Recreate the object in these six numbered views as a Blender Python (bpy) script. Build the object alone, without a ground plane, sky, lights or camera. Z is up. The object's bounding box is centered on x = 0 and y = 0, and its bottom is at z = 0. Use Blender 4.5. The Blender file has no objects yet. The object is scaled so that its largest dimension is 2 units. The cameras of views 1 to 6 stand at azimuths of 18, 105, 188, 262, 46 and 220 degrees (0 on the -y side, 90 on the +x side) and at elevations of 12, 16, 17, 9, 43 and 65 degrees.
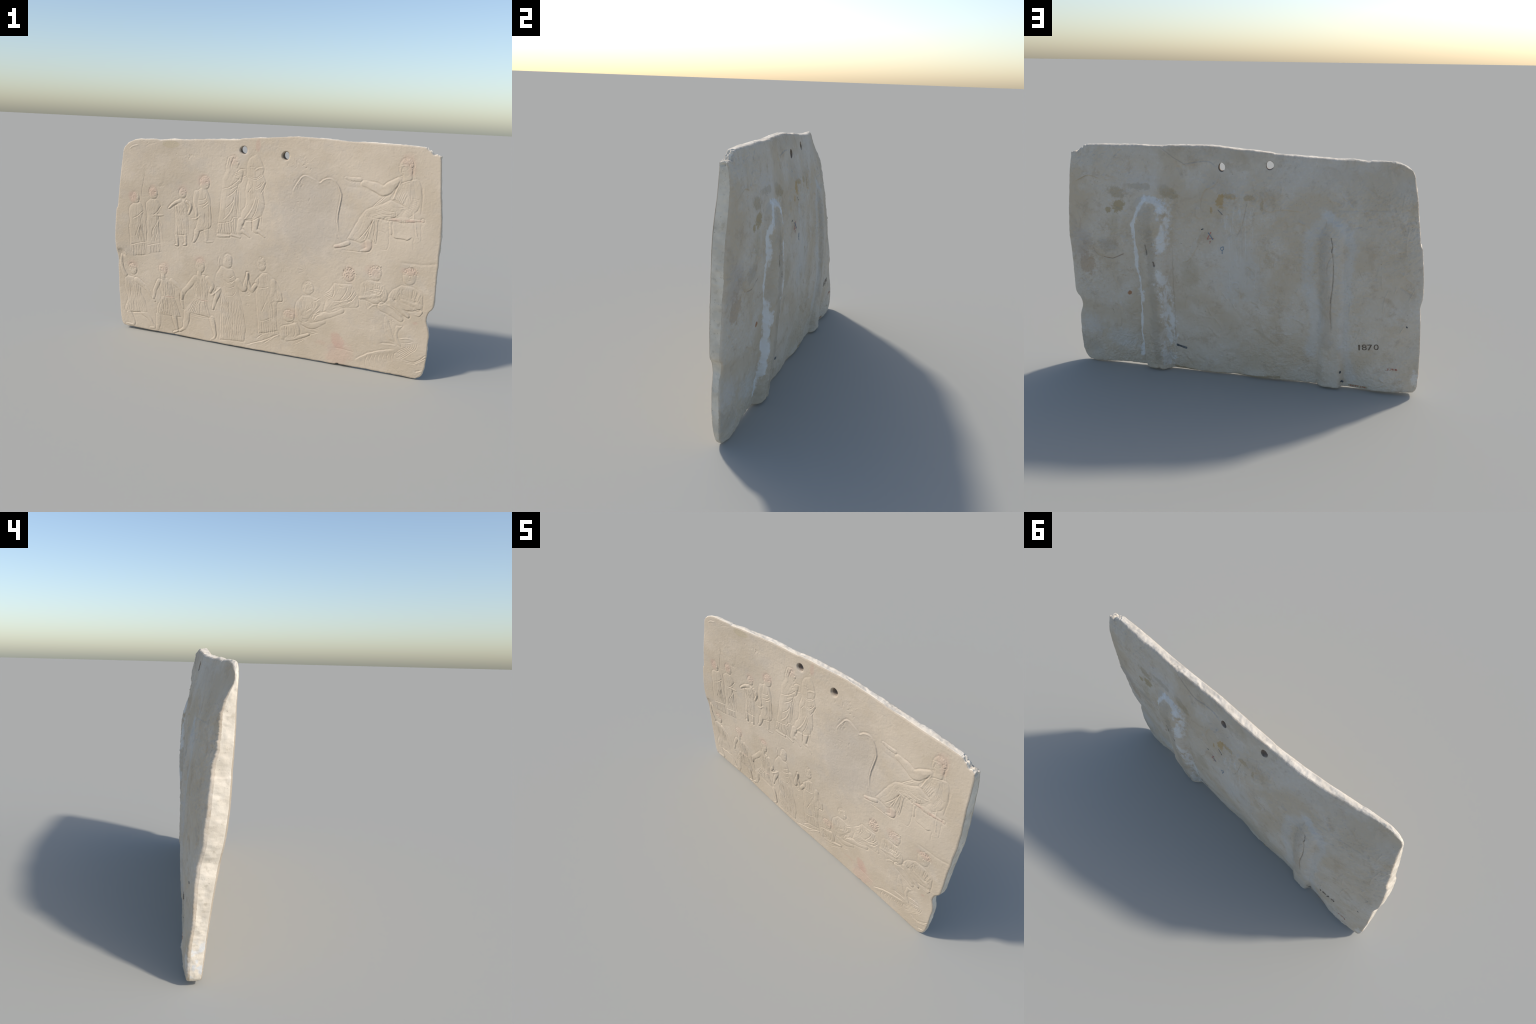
"""Plaster cast of an archaic relief plaque: a warped rectangular slab with two hanging
holes, two rows of incised figures on the front and two buried mounting ridges on the back."""
import bpy, math
import numpy as np
from mathutils import Vector

rng = np.random.default_rng(1870)
MM = 0.001

# ================================================================= small maths toolbox
def spline(points, step=4.0, closed=False):
    """Catmull-Rom through hand-placed points, resampled every `step` mm."""
    p = np.asarray(points, float)
    if len(p) == 2 and not closed:
        n = max(2, int(np.hypot(*(p[1] - p[0])) / step) + 1)
        return p[0] + (p[1] - p[0]) * np.linspace(0, 1, n)[:, None]
    q = np.vstack([p[-1:], p, p[:2]]) if closed else np.vstack([2 * p[0] - p[1], p, 2 * p[-1] - p[-2]])
    out = []
    for i in range(1, len(q) - 2):
        a, b, c, d = q[i - 1:i + 3]
        n = max(2, int(np.hypot(*(c - b)) / step) + 1)
        t = np.linspace(0, 1, n, endpoint=False)[:, None]
        out.append(.5 * (2 * b + (c - a) * t + (2 * a - 5 * b + 4 * c - d) * t ** 2 + (3 * b - a - 3 * c + d) * t ** 3))
    if not closed:
        out.append(p[-1:])
    return np.vstack(out)

def blend(a, b, t):
    return (a[0] + (b[0] - a[0]) * t, a[1] + (b[1] - a[1]) * t)

def smooth(t):
    t = np.clip(t, 0, 1)
    return t * t * (3 - 2 * t)

def value_noise(x, y, scale, seed):
    r = np.random.default_rng(seed)
    tab = r.random((256, 256))
    u, v = x / scale + 1000.5, y / scale + 1000.5
    i, j = np.floor(u).astype(int), np.floor(v).astype(int)
    fu, fv = smooth(u - i), smooth(v - j)
    g = lambda a, b: tab[a & 255, b & 255]
    return ((g(i, j) * (1 - fu) + g(i + 1, j) * fu) * (1 - fv) +
            (g(i, j + 1) * (1 - fu) + g(i + 1, j + 1) * fu) * fv) * 2 - 1

def fbm(x, y, scale, seed, octaves=4, gain=.5):
    h, a = np.zeros_like(x), 1.0
    for k in range(octaves):
        h = h + a * value_noise(x + 37.1 * k, y - 11.7 * k, scale, seed + k)
        scale, a = scale / 2.03, a * gain
    return h

class WarpedSheet:
    """Thin-plate surface y(x, z) through measured stations (x, z, y) in mm."""
    def __init__(self, stations, stiffness):
        s = np.asarray(stations, float) * MM
        self.p = s[:, :2]
        n = len(s)
        a = np.zeros((n + 3, n + 3))
        a[:n, :n] = self.kernel(self.p, self.p) + stiffness * np.eye(n)
        a[:n, n:] = np.c_[np.ones(n), self.p]
        a[n:, :n] = a[:n, n:].T
        self.w = np.linalg.solve(a, np.r_[s[:, 2], 0, 0, 0])
    @staticmethod
    def kernel(a, b):
        r2 = ((a[:, None] - b[None]) ** 2).sum(-1)
        return .5 * r2 * np.log(r2 + 1e-12)
    def __call__(self, x, z):
        q = np.c_[x.ravel(), z.ravel()]
        out = np.empty(len(q))
        for k in range(0, len(q), 50000):
            c = q[k:k + 50000]
            out[k:k + 50000] = self.kernel(c, self.p) @ self.w[:-3] + self.w[-3] + c @ self.w[-2:]
        return out.reshape(x.shape)

# ================================================================= the warped slab
# stations: x, z, depth y  (mm)
FRONT_STATIONS = [
    (-618, 975, 131), (-436, 1078, 148), (-452, 1043, 144), (-475, 779, 153), (-193, 1063, 168), (-167, 905, 162),
    (-139, 824, 160), (87, 667, 159), (372, 976, 157), (494, 1015, 159), (582, 1027, 155), (722, 823, 138),
    (904, 832, 136), (615, 857, 144), (473, 661, 141), (661, 656, 137), (-599, 216, 208), (-472, 20, 237),
    (-210, 300, 177), (9, 269, 175), (272, 207, 175), (804, 414, 145), (901, 404, 141), (776, 424, 135),
    (882, 339, 144), (944, 369, 140), (916, 306, 144), (529, 11, 181), (-765, 1090, 125), (-785, 1000, 131),
    (-790, 909, 132), (-800, 793, 140), (-800, 632, 151), (-800, 518, 169), (-790, 357, 198), (-790, 242, 217),
    (-785, 67, 236), (-780, 11, 243), (965, 1140, 150), (985, 1020, 147), (990, 930, 137), (1000, 770, 136),
    (1000, 640, 135), (995, 400, 137), (980, 250, 144), (970, 120, 146), (960, 30, 156), (-671, 1142, 119),
    (200, 700, 149), (200, 820, 152), (-450, 950, 142), (-450, 1060, 141), (300, 350, 166), (400, 250, 168),
    (870, 720, 132),
]
BACK_STATIONS = [
    (155, 926, 267), (220, 887, 268), (48, 949, 266), (229, 773, 276), (166, 711, 282), (81, 645, 285),
    (92, 776, 278), (267, 804, 274), (955, 1146, 189), (-573, 1132, 158), (-512, 666, 287), (-616, 616, 279),
    (-753, 369, 291), (-781, 450, 271), (-531, 248, 298), (-613, 257, 302), (-698, 142, 304), (-380, 928, 247),
    (-739, 709, 245), (-750, 1088, 127), (-22, 459, 285), (676, 430, 229), (847, 117, 198), (807, 620, 228),
    (711, 639, 232), (757, 615, 230), (720, 745, 242), (967, 692, 212), (802, 1023, 218), (896, 1162, 189),
    (934, 1148, 189), (-530, 244, 298), (-613, 256, 301), (-760, 1110, 140), (-785, 986, 180), (-790, 889, 190),
    (-800, 785, 213), (-800, 653, 234), (-800, 519, 251), (-800, 420, 272), (-790, 280, 282), (-790, 200, 292),
    (-790, 120, 301), (-790, 30, 297), (965, 1090, 207), (975, 1015, 210), (980, 893, 207), (985, 770, 205),
    (985, 648, 201), (980, 440, 194), (950, 300, 185), (965, 190, 185), (960, 80, 185), (950, 10, 180),
    (2, 15, 256), (352, 15, 223), (773, 15, 197), (921, 15, 198), (-798, 15, 298), (-569, 15, 283),
    (177, 1106, 227), (-60, 1122, 220), (50, 1150, 224), (-200, 1150, 213), (-200, 1060, 236), (850, 1080, 222),
    (900, 1080, 214), (-650, 950, 216), (-550, 950, 228), (-600, 850, 245), (-700, 1000, 190), (930, 100, 196),
    (900, 120, 204), (820, 100, 215), (-160, 30, 255), (240, 45, 240), (113, 15, 235), (50, 60, 240),
    (-600, 40, 300), (-720, 50, 307), (-200, 500, 290), (-250, 300, 292), (680, 30, 196), (400, 120, 240),
]
front_sheet = WarpedSheet(FRONT_STATIONS, 3e-3)
back_sheet = WarpedSheet(BACK_STATIONS, 2e-3)

# outline of the slab seen from the front, mm, side by side (x, z)
TOP_EDGE = [(-738, 1106), (-716, 1124), (-694, 1137), (-666, 1146), (-610, 1150), (-548, 1153), (-528, 1149), (-490, 1153),
            (-400, 1158), (-300, 1165), (-190, 1170), (-92, 1174), (-68, 1181), (-7, 1186), (81, 1193), (170, 1201), (233, 1206),
            (300, 1205), (397, 1202), (481, 1198), (585, 1196), (700, 1194), (818, 1192), (860, 1190), (884, 1187),
            (890, 1182), (899, 1173), (909, 1171), (917, 1160), (927, 1154), (941, 1154), (959, 1149)]
RIGHT_EDGE = [(959, 1149), (968, 1060), (975, 985), (987, 890), (993, 842), (997, 780), (999, 727), (997, 666), (999, 620),
              (998, 570), (1000, 482), (999, 415), (993, 390), (980, 374), (972, 355), (969, 330), (973, 309), (983, 280),
              (989, 250), (989, 192), (989, 138), (985, 80), (976, 40), (964, 20), (944, 4)]
BOTTOM_EDGE = [(-806, 18), (-777, 14), (-735, 14), (-619, 9), (-445, 7), (-272, 6), (-51, 7), (157, 6), (358, 6),
               (480, 5), (510, 5), (530, 13), (552, 8), (692, 9), (829, 7), (900, 4), (944, 4)]
LEFT_EDGE = [(-738, 1106), (-752, 1080), (-758, 1040), (-767, 985), (-776, 920), (-789, 820), (-797, 762), (-806, 745),
             (-812, 690), (-819, 620), (-823, 560), (-823, 506), (-818, 478), (-814, 448), (-819, 400), (-822, 339), (-826, 260),
             (-827, 190), (-827, 120), (-825, 71), (-819, 36), (-806, 18)]

NU, NV = 980, 600            # cells along x and z
def side(points, n):
    s = spline(points, 3.0) * MM
    d = np.r_[0, np.cumsum(np.hypot(*np.diff(s, axis=0).T))]
    t = np.linspace(0, d[-1], n + 1)
    return np.c_[np.interp(t, d, s[:, 0]), np.interp(t, d, s[:, 1])]

top, bottom = side(TOP_EDGE, NU), side(BOTTOM_EDGE, NU)
left, right = side(LEFT_EDGE, NV)[::-1], side(RIGHT_EDGE, NV)[::-1]       # bottom -> top

def perimeter_index():
    """Grid indices (i, j) once round the slab, counter-clockwise seen from the front."""
    idx = [(i, 0) for i in range(NU)] + [(NU, j) for j in range(NV)]
    idx += [(i, NV) for i in range(NU, 0, -1)] + [(0, j) for j in range(NV, 0, -1)]
    return np.array(idx)
PER = perimeter_index()
outline = np.vstack([bottom[:-1], right[:-1], top[:0:-1], left[:0:-1]])
tang = np.roll(outline, -6, 0) - np.roll(outline, 6, 0)
normal2d = np.c_[tang[:, 1], -tang[:, 0]]
normal2d /= np.linalg.norm(normal2d, axis=1)[:, None]
for _ in range(12):                                   # keep the inset loop free of kinks
    normal2d = (np.roll(normal2d, 1, 0) + normal2d * 2 + np.roll(normal2d, -1, 0)) / 4
normal2d /= np.linalg.norm(normal2d, axis=1)[:, None]

def coons_grid(inset):
    loop = outline - normal2d * inset[:, None]
    b = np.vstack([loop[:NU], loop[NU:NU + 1]])
    r = np.vstack([loop[NU:NU + NV], loop[NU + NV:NU + NV + 1]])
    t = np.vstack([loop[NU + NV:NU + NV + NU], loop[2 * NU + NV:2 * NU + NV + 1]])[::-1]
    l = np.vstack([loop[2 * NU + NV:], loop[:1]])[::-1]
    u = np.linspace(0, 1, NU + 1)[:, None, None]
    v = np.linspace(0, 1, NV + 1)[None, :, None]
    g = ((1 - v) * b[:, None] + v * t[:, None] + (1 - u) * l[None] + u * r[None]
         - (1 - u) * (1 - v) * b[0] - u * (1 - v) * b[-1] - (1 - u) * v * t[0] - u * v * t[-1])
    return g[..., 0], g[..., 1]

s_par = np.arange(len(outline)) * 2.0
ROUND_FRONT = (6.5 + 2 * fbm(s_par, s_par * 0, 90, 5)) * MM
ROUND_BACK = (9 + 2.5 * fbm(s_par, s_par * 0, 120, 6)) * MM
on_top = (np.arange(len(outline)) > NU + NV + 20) & (np.arange(len(outline)) < 2 * NU + NV - 20)
ROUND_BACK = ROUND_BACK + np.convolve(on_top * 7 * MM, np.ones(41) / 41, 'same')      # top arris is the most worn
fx, fz = coons_grid(ROUND_FRONT)
bx, bz = coons_grid(ROUND_BACK)

# ----------------------------------------------------------------- hanging holes
HOLES = [dict(front=(-54, 1119), back=(-60, 1122), mouth=(26, 24), bore=(18, 20), exit=(19, 22)),
         dict(front=(180, 1103), back=(175, 1106), mouth=(25, 26), bore=(17, 20.5), exit=(17, 22))]
HALF = 7                                               # half-width of the removed block, cells
def open_hole(x, z, centre, radii, ci, cj):
    """Wrap the square block of grid cells round an oval opening."""
    n = HALF * 4
    ii, jj = np.meshgrid(np.arange(-n, n + 1), np.arange(-n, n + 1), indexing="ij")
    cheb = np.maximum(abs(ii), abs(jj)).astype(float)
    ang = np.arctan2(jj, ii)
    rad = np.maximum(cheb, HALF) / HALF
    tx = centre[0] * MM + radii[0] * MM * rad * np.cos(ang)
    tz = centre[1] * MM + radii[1] * MM * rad * np.sin(ang)
    w = 1 - smooth((cheb - HALF) / (n - HALF))
    sl = (slice(ci - n, ci + n + 1), slice(cj - n, cj + n + 1))
    x[sl] = x[sl] * (1 - w) + tx * w
    z[sl] = z[sl] * (1 - w) + tz * w

for h in HOLES:
    d = (fx - h["front"][0] * MM) ** 2 + (fz - h["front"][1] * MM) ** 2
    h["cell"] = tuple(int(k) for k in np.unravel_index(np.argmin(d), d.shape))
    room = NV - h["cell"][1]
    h["cell"] = (h["cell"][0], min(h["cell"][1], NV - HALF * 4 - 1) if room <= HALF * 4 else h["cell"][1])
    open_hole(fx, fz, h["front"], h["mouth"], *h["cell"])
    open_hole(bx, bz, h["back"], h["exit"], *h["cell"])

# ================================================================= relief canvas
class Canvas:
    """Height field in mm over the grid; primitives add to it, `label` keeps who drew last."""
    def __init__(self, x, z):
        self.x, self.z = x / MM, z / MM
        jx = 1.5 * fbm(self.x, self.z, 26, 71, 2)                          # unsteady hand
        self.z = self.z + 1.5 * fbm(self.x, self.z, 26, 73, 2)
        self.x = self.x + jx
        self.h = np.zeros_like(x)
        self.body, self.cut = np.zeros_like(x), np.zeros_like(x)           # current figure: mass and contour
        self.label = np.zeros(x.shape, int)
    def window(self, pts, pad):
        lo, hi = pts.min(0) - pad, pts.max(0) + pad
        m = (self.x > lo[0]) & (self.x < hi[0]) & (self.z > lo[1]) & (self.z < hi[1])
        return np.nonzero(m)
    def stroke_distance(self, pts, pad):
        """distance, signed side and arc position to a polyline for the points near it"""
        w = self.window(pts, pad)
        px, pz = self.x[w], self.z[w]
        best = np.full(px.shape, 1e9); sgn = np.zeros_like(px); pos = np.zeros_like(px)
        n = len(pts) - 1
        for k in range(n):
            a, b = pts[k], pts[k + 1]
            e = b - a; l2 = e @ e + 1e-9
            t = np.clip(((px - a[0]) * e[0] + (pz - a[1]) * e[1]) / l2, 0, 1)
            dx, dz = px - a[0] - t * e[0], pz - a[1] - t * e[1]
            d = dx * dx + dz * dz
            m = d < best
            best[m] = d[m]; pos[m] = (k + t[m]) / n
            sgn[m] = np.sign(e[0] * dz[m] - e[1] * dx[m])
        return w, np.sqrt(best), sgn, pos
    def line(self, points, width, amount):
        pts = spline(points, 3.0)
        w, d, s, t = self.stroke_distance(pts, width * 3)
        fade = np.clip(np.minimum(t, 1 - t) * 6 + .35, 0, 1)
        self.h[w] += amount * np.exp(-(d / (width * .5)) ** 2) * fade
    def step(self, points, width, amount, which):
        """one-sided contour: crisp groove on one side, soft swelling on the other"""
        pts = spline(points, 3.0)
        w, d, s, t = self.stroke_distance(pts, width * 5)
        s = s * which
        fade = np.clip(np.minimum(t, 1 - t) * 8, 0, 1)
        self.h[w] += fade * amount * np.where(s > 0, np.exp(-(d / (width * 2.2)) ** 2), -.5 * np.exp(-((d - width * .5) / (width * .6)) ** 2)
                                             + 1.0 * np.exp(-(d / (width * .25)) ** 2))
    def solid(self, inside_distance, w, lift, ramp, groove, label):
        """raise a part of the current figure; later parts overlap earlier ones"""
        t = inside_distance
        wear = fbm(self.x[w], self.z[w], 45, 61, 2)                        # rubbed away in places
        groove = groove * np.clip(.95 + .9 * wear, .15, 1.8)
        lift = lift * np.clip(.95 + .35 * wear, .5, 1.4)
        mass = np.where(t > 0, lift * (.45 * smooth(t / 7) + .55 * (1 - (1 - np.clip(t / ramp, 0, 1)) ** 2)), 0)
        old = self.body[w]
        inner = np.where(old > .4, .55, 1.0)
        line = groove * inner * np.where(t <= 0, np.exp(-((t + 1.0) / 3.4) ** 2), np.exp(-((t + 1.0) / 2.2) ** 2))
        cut = self.cut[w] * (1 - .95 * smooth(t / 4))
        self.cut[w] = np.maximum(cut, line)
        self.body[w] = np.maximum(old * (1 - .35 * smooth(t / 6)), mass)
        lab = self.label[w]
        lab[t > -1] = label
        self.label[w] = lab
    def flush(self):
        self.h += self.body - self.cut
        self.body[:] = 0
        self.cut[:] = 0

front_canvas = Canvas(fx, fz)
PARTS = [("ground", None)]          # label -> (part name, figure index)
FIGURE_NAMES = []

class Figure:
    LIFT, GROOVE = 2.2, 1.0
    def __init__(self, name):
        FIGURE_NAMES.append(name)
        self.c, self.index, self.body = front_canvas, len(FIGURE_NAMES) - 1, None
    def part(self, kind):
        PARTS.append((kind, self.index))
        return len(PARTS) - 1
    def garment(self, rail_a, rail_b, lift=None):
        ring = np.vstack([spline(rail_a, 5.0), spline(rail_b, 5.0)[::-1]])
        ring = np.vstack([ring, ring[:1]])
        w, d, s, t = self.c.stroke_distance(ring, 14)
        px, pz = self.c.x[w], self.c.z[w]
        odd = np.zeros(px.shape, bool)
        for a, b in zip(ring[:-1], ring[1:]):
            cross = (a[1] > pz) != (b[1] > pz)
            with np.errstate(divide="ignore", invalid="ignore"):
                xi = a[0] + (pz - a[1]) * (b[0] - a[0]) / (b[1] - a[1])
            odd ^= cross & (px < xi)
        if self.body is None:
            self.body = self.part("garment")
        self.c.solid(np.where(odd, d, -d), w, lift or self.LIFT, 26, self.GROOVE, self.body)
        # fine drapery running with the rails
        r = np.random.default_rng(int(abs(rail_a[0][0]) * 5 + abs(rail_b[0][1])))
        grab = lambda s: np.c_[np.interp(np.linspace(0, 1, 24), np.linspace(0, 1, len(s)), s[:, 0]),
                               np.interp(np.linspace(0, 1, 24), np.linspace(0, 1, len(s)), s[:, 1])]
        a, b = grab(spline(rail_a, 5.0)), grab(spline(rail_b, 5.0))
        count = int(np.linalg.norm(a - b, axis=1).mean() / 8)
        for k in range(count * 2):
            t = np.clip((k % count + r.uniform(.2, .8)) / count, .06, .94)
            i0 = r.integers(0, 15); i1 = min(24, i0 + r.integers(5, 14))
            q = (a + (b - a) * t)[i0:i1] + np.c_[np.linspace(-1, 1, i1 - i0) * r.normal(0, 4), np.zeros(i1 - i0)]
            self.c.line(q, r.uniform(3.4, 5.5), -r.uniform(.2, .75))
    def limb(self, kind, points, radii, lift=None):
        p = np.asarray(points, float)
        pts = spline(p, 3.0)
        along = np.interp(np.linspace(0, 1, len(pts)), np.linspace(0, 1, len(p)), radii)
        w, d, s, t = self.c.stroke_distance(pts, max(radii) + 14)
        r = np.interp(t, np.linspace(0, 1, len(pts)), along)
        self.c.solid(r - d, w, lift or self.LIFT * 1.35, max(6, np.mean(radii) * 1.2), self.GROOVE * 1.35, self.part(kind))
    def head(self, centre, rx, rz, face=0, hair=.5, beard=False, wild=False, lift=None):
        """oval head; hair is a cap of short locks, face = -1 / 0 / 1 looks left, out, right"""
        c = np.array(centre, float)
        box = np.array([c - (rx, rz), c + (rx, rz)])
        w = self.c.window(box, 12)
        u, v = (self.c.x[w] - c[0]) / rx, (self.c.z[w] - c[1]) / rz
        rr = np.sqrt(u * u + v * v) + 1e-6
        self.c.solid((1 - rr) * min(rx, rz), w, lift or self.LIFT, 14, self.GROOVE, self.part("head"))
        r = np.random.default_rng(int(abs(c[0]) * 7 + abs(c[1]) * 13))
        n = int(26 * hair) + 8
        span = math.pi * (.55 + .6 * hair)
        mid = math.pi / 2 + face * .55
        for a in np.linspace(mid - span / 2, mid + span / 2, n):
            a += r.normal(0, .12)
            r0, r1 = (.66, 1.2) if wild else (.70, .97)
            bend = r.normal(0, .22)
            q = [c + (rx * k * math.cos(a + bend * i), rz * k * math.sin(a + bend * i)) for i, k in enumerate((r0, (r0 + r1) / 2, r1))]
            self.c.line(q, 3.6, -1.4 if wild else -.8)
            if wild and r.random() < .6:
                self.c.line([q[1] + (2.5, 0), q[2] + (3, 2)], 3.6, 1.5)
        brow = [c + (rx * .66 * math.cos(a), rz * .66 * math.sin(a)) for a in np.linspace(mid - span / 2, mid + span / 2, 7)]
        self.c.line(brow, 4, -1.2)                                        # hair line
        if wild and hair > .9:
            for a in r.uniform(0, 2 * math.pi, 18):
                q = c + np.array((rx * math.cos(a), rz * math.sin(a))) * r.uniform(.1, .7)
                self.c.line([q, q + r.normal(0, 7, 2)], 3.6, -1.8)
            return
        f = c + (face * rx * .42, 0)
        self.c.line([f + (-6, 5), f + (6, 5 + face)], 4.5, -2.0)            # brow and eye
        nose = f + (face * rx * .42, -2)
        self.c.line([f + (face * 4, 4), nose + (0, -4)], 4.5, 1.6)
        self.c.line([f + (face * 2 - 4, -rz * .42), f + (face * 2 + 5, -rz * .42)], 4, -1.8)   # mouth
        if face:
            self.c.line([c + (-face * rx * .15, 6), c + (-face * rx * .25, -4), c + (-face * rx * .1, -9)], 4, -1.0)   # ear
        if beard:
            for k in range(7):
                q = c + (face * rx * .3 + r.normal(0, 8), -rz * (.5 + .1 * k))
                self.c.line([q, q + (face * 6, -8)], 3, -1.1)
    def fold(self, pts, width=5, depth=1.3):
        self.c.line(pts, width, -depth * 1.5)
        off = [(p[0] + width * .8, p[1] - width * .5) for p in pts]
        self.c.line(off, width, depth * .8)
    def groove(self, pts, width, depth):
        self.c.line(pts, width, -depth)
    def ridge(self, pts, width, height):
        self.c.line(pts, width, height)
        off = [(p[0] - width, p[1] + width * .5) for p in pts]
        self.c.line(off, width, -height * .55)
    def contour(self, pts, width, amount, which):
        self.c.step(pts, width, amount, which)
    def pleats(self, rail_a, rail_b, count, width=4.0, depth=1.3):
        """`count` folds hanging between two rails, slightly irregular"""
        r = np.random.default_rng(int(abs(rail_a[0][0]) + 3 * abs(rail_a[0][1])))
        a, b = spline(rail_a, 12.0), spline(rail_b, 12.0)
        m = max(len(a), len(b), 3)
        grab = lambda s: np.c_[np.interp(np.linspace(0, 1, m), np.linspace(0, 1, len(s)), s[:, 0]),
                               np.interp(np.linspace(0, 1, m), np.linspace(0, 1, len(s)), s[:, 1])]
        a, b = grab(a), grab(b)
        for k in range(count):
            t = (k + .5 + r.normal(0, .16)) / count
            q = a + (b - a) * t + r.normal(0, .9, (m, 2))
            s0 = r.uniform(0, .12)
            q = q[int(s0 * m):m - int(r.uniform(0, .12) * m)]
            if len(q) < 2:
                continue
            self.c.line(q, width * r.uniform(.9, 1.35), -depth * r.uniform(.5, 1.5))
            mid = a + (b - a) * (t + .45 / count)
            self.c.line(mid, width, depth * r.uniform(.3, .7))
    def ring(self, centre, radius, width, amount):
        t = np.linspace(0, 2 * math.pi, 13)
        self.c.line([(centre[0] + radius * math.cos(k), centre[1] + radius * math.sin(k)) for k in t], width, -amount)
    def pit(self, centre, radius, depth):
        w = self.c.window(np.array([centre, centre], float), radius * 2.5)
        d2 = (self.c.x[w] - centre[0]) ** 2 + (self.c.z[w] - centre[1]) ** 2
        self.c.h[w] -= depth * np.exp(-d2 / (radius * .7) ** 2)
    def spray(self, centre, radius, count, a0, a1):
        for a in np.radians(np.linspace(a0, a1, count)):
            q = np.array(centre, float)
            self.c.line([q + np.array((math.cos(a), math.sin(a))) * radius * .25,
                         q + np.array((math.cos(a + .15), math.sin(a + .15))) * radius], 4, -1.1)
    def zigzag(self, pts, half, spacing, depth):
        s = spline(pts, spacing)
        t = np.gradient(s, axis=0)
        n = np.c_[-t[:, 1], t[:, 0]] / np.linalg.norm(t, axis=1)[:, None]
        for p, q, k in zip(s, n, t):
            self.c.line([p - q * half * .9, p + k * .25, p + q * half * .9], 3.6, -depth)
    def chips(self, centre, rx, rz, count, seed):
        r = np.random.default_rng(seed)
        for _ in range(count):
            q = np.array(centre) + r.normal(0, .45, 2) * (rx, rz)
            e = r.normal(0, 6, 2)
            self.c.line([q - e, q + e], r.uniform(3, 5.5), r.uniform(-1.8, 1.2))

# ---------------------------------------------------------------- relief figures
# Every figure is assembled from garments (between two rails), limbs (tapered
# capsules), a head, pleat fans and a few folds.  Units: millimetres (x, z) on the plaque.

def elder_with_staff():
    f = Figure("standing_figure")
    f.garment([(-695, 786), (-717, 764), (-722, 724), (-717, 684), (-726, 643), (-722, 593), (-723, 542), (-726, 471)],
              [(-654, 796), (-640, 779), (-633, 745), (-644, 677), (-628, 566), (-623, 488)])
    f.head((-682, 820), 27, 34, face=1, hair=0.6)
    f.fold([(-633, 747), (-666, 718), (-700, 699)])
    f.fold([(-656, 718), (-660, 667), (-687, 596)])
    f.fold([(-644, 713), (-654, 645), (-643, 564)])
    f.fold([(-651, 659), (-667, 571)])
    f.fold([(-721, 540), (-673, 554), (-623, 566)])
    f.pleats([(-718, 533), (-723, 472)], [(-626, 552), (-623, 488)], 9)
    f.fold([(-724, 641), (-715, 628)])
    return f

def elder_with_wreath():
    f = Figure("standing_figure")
    f.garment([(-588, 818), (-612, 795), (-615, 759), (-608, 720), (-614, 680), (-611, 631), (-617, 567), (-614, 494)],
              [(-549, 821), (-526, 784), (-540, 748), (-539, 717), (-538, 655), (-533, 575), (-530, 517)])
    f.limb("arm", [(-576, 725), (-541, 728), (-513, 731)], [7, 9, 5])
    f.head((-569, 854), 27, 36, face=1, hair=0.6, beard=True)
    f.fold([(-524, 784), (-547, 750), (-576, 725)])
    f.fold([(-550, 725), (-553, 685), (-577, 638), (-591, 579)])
    f.fold([(-538, 722), (-553, 663), (-551, 632), (-567, 572)])
    f.fold([(-572, 648), (-576, 603)])
    f.fold([(-618, 546), (-575, 558), (-536, 566)])
    f.pleats([(-608, 543), (-607, 497)], [(-537, 557), (-532, 517)], 8)
    f.ridge([(-534, 700), (-522, 679), (-525, 630), (-517, 579)], 4, 1.6)
    f.spray((-520, 888), 22, 7, 30, 150)
    return f

def staff_between_elders():
    f = Figure("staff")
    f.groove([(-617, 971), (-625, 924), (-638, 871), (-639, 827)], 4, 1.6)
    f.ridge([(-637, 825), (-621, 776), (-621, 679), (-620, 567)], 4, 1.6)
    f.groove([(-644, 825), (-597, 833)], 3, 1.0)
    return f

def small_attendant():
    f = Figure("standing_figure")
    f.limb("leg", [(-431, 621), (-424, 571), (-438, 566)], [11, 8, 6])
    f.limb("leg", [(-378, 627), (-374, 578), (-388, 573)], [11, 8, 6])
    f.garment([(-411, 830), (-432, 792), (-439, 748), (-438, 704), (-444, 625)],
              [(-379, 830), (-366, 780), (-362, 737), (-358, 633)])
    f.limb("arm", [(-409, 823), (-446, 803), (-476, 777)], [11, 9, 6])
    f.limb("arm", [(-434, 787), (-429, 753)], [7, 6])
    f.limb("arm", [(-370, 820), (-345, 794), (-360, 752)], [10, 9, 7])
    f.head((-394, 867), 22, 30, face=0, hair=0.4)
    f.pleats([(-407, 794), (-413, 739)], [(-372, 796), (-376, 742)], 6)
    f.pleats([(-436, 726), (-440, 625)], [(-362, 733), (-362, 633)], 6, 3.4, 1.3)
    f.fold([(-440, 625), (-398, 629), (-361, 637)])
    return f

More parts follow.
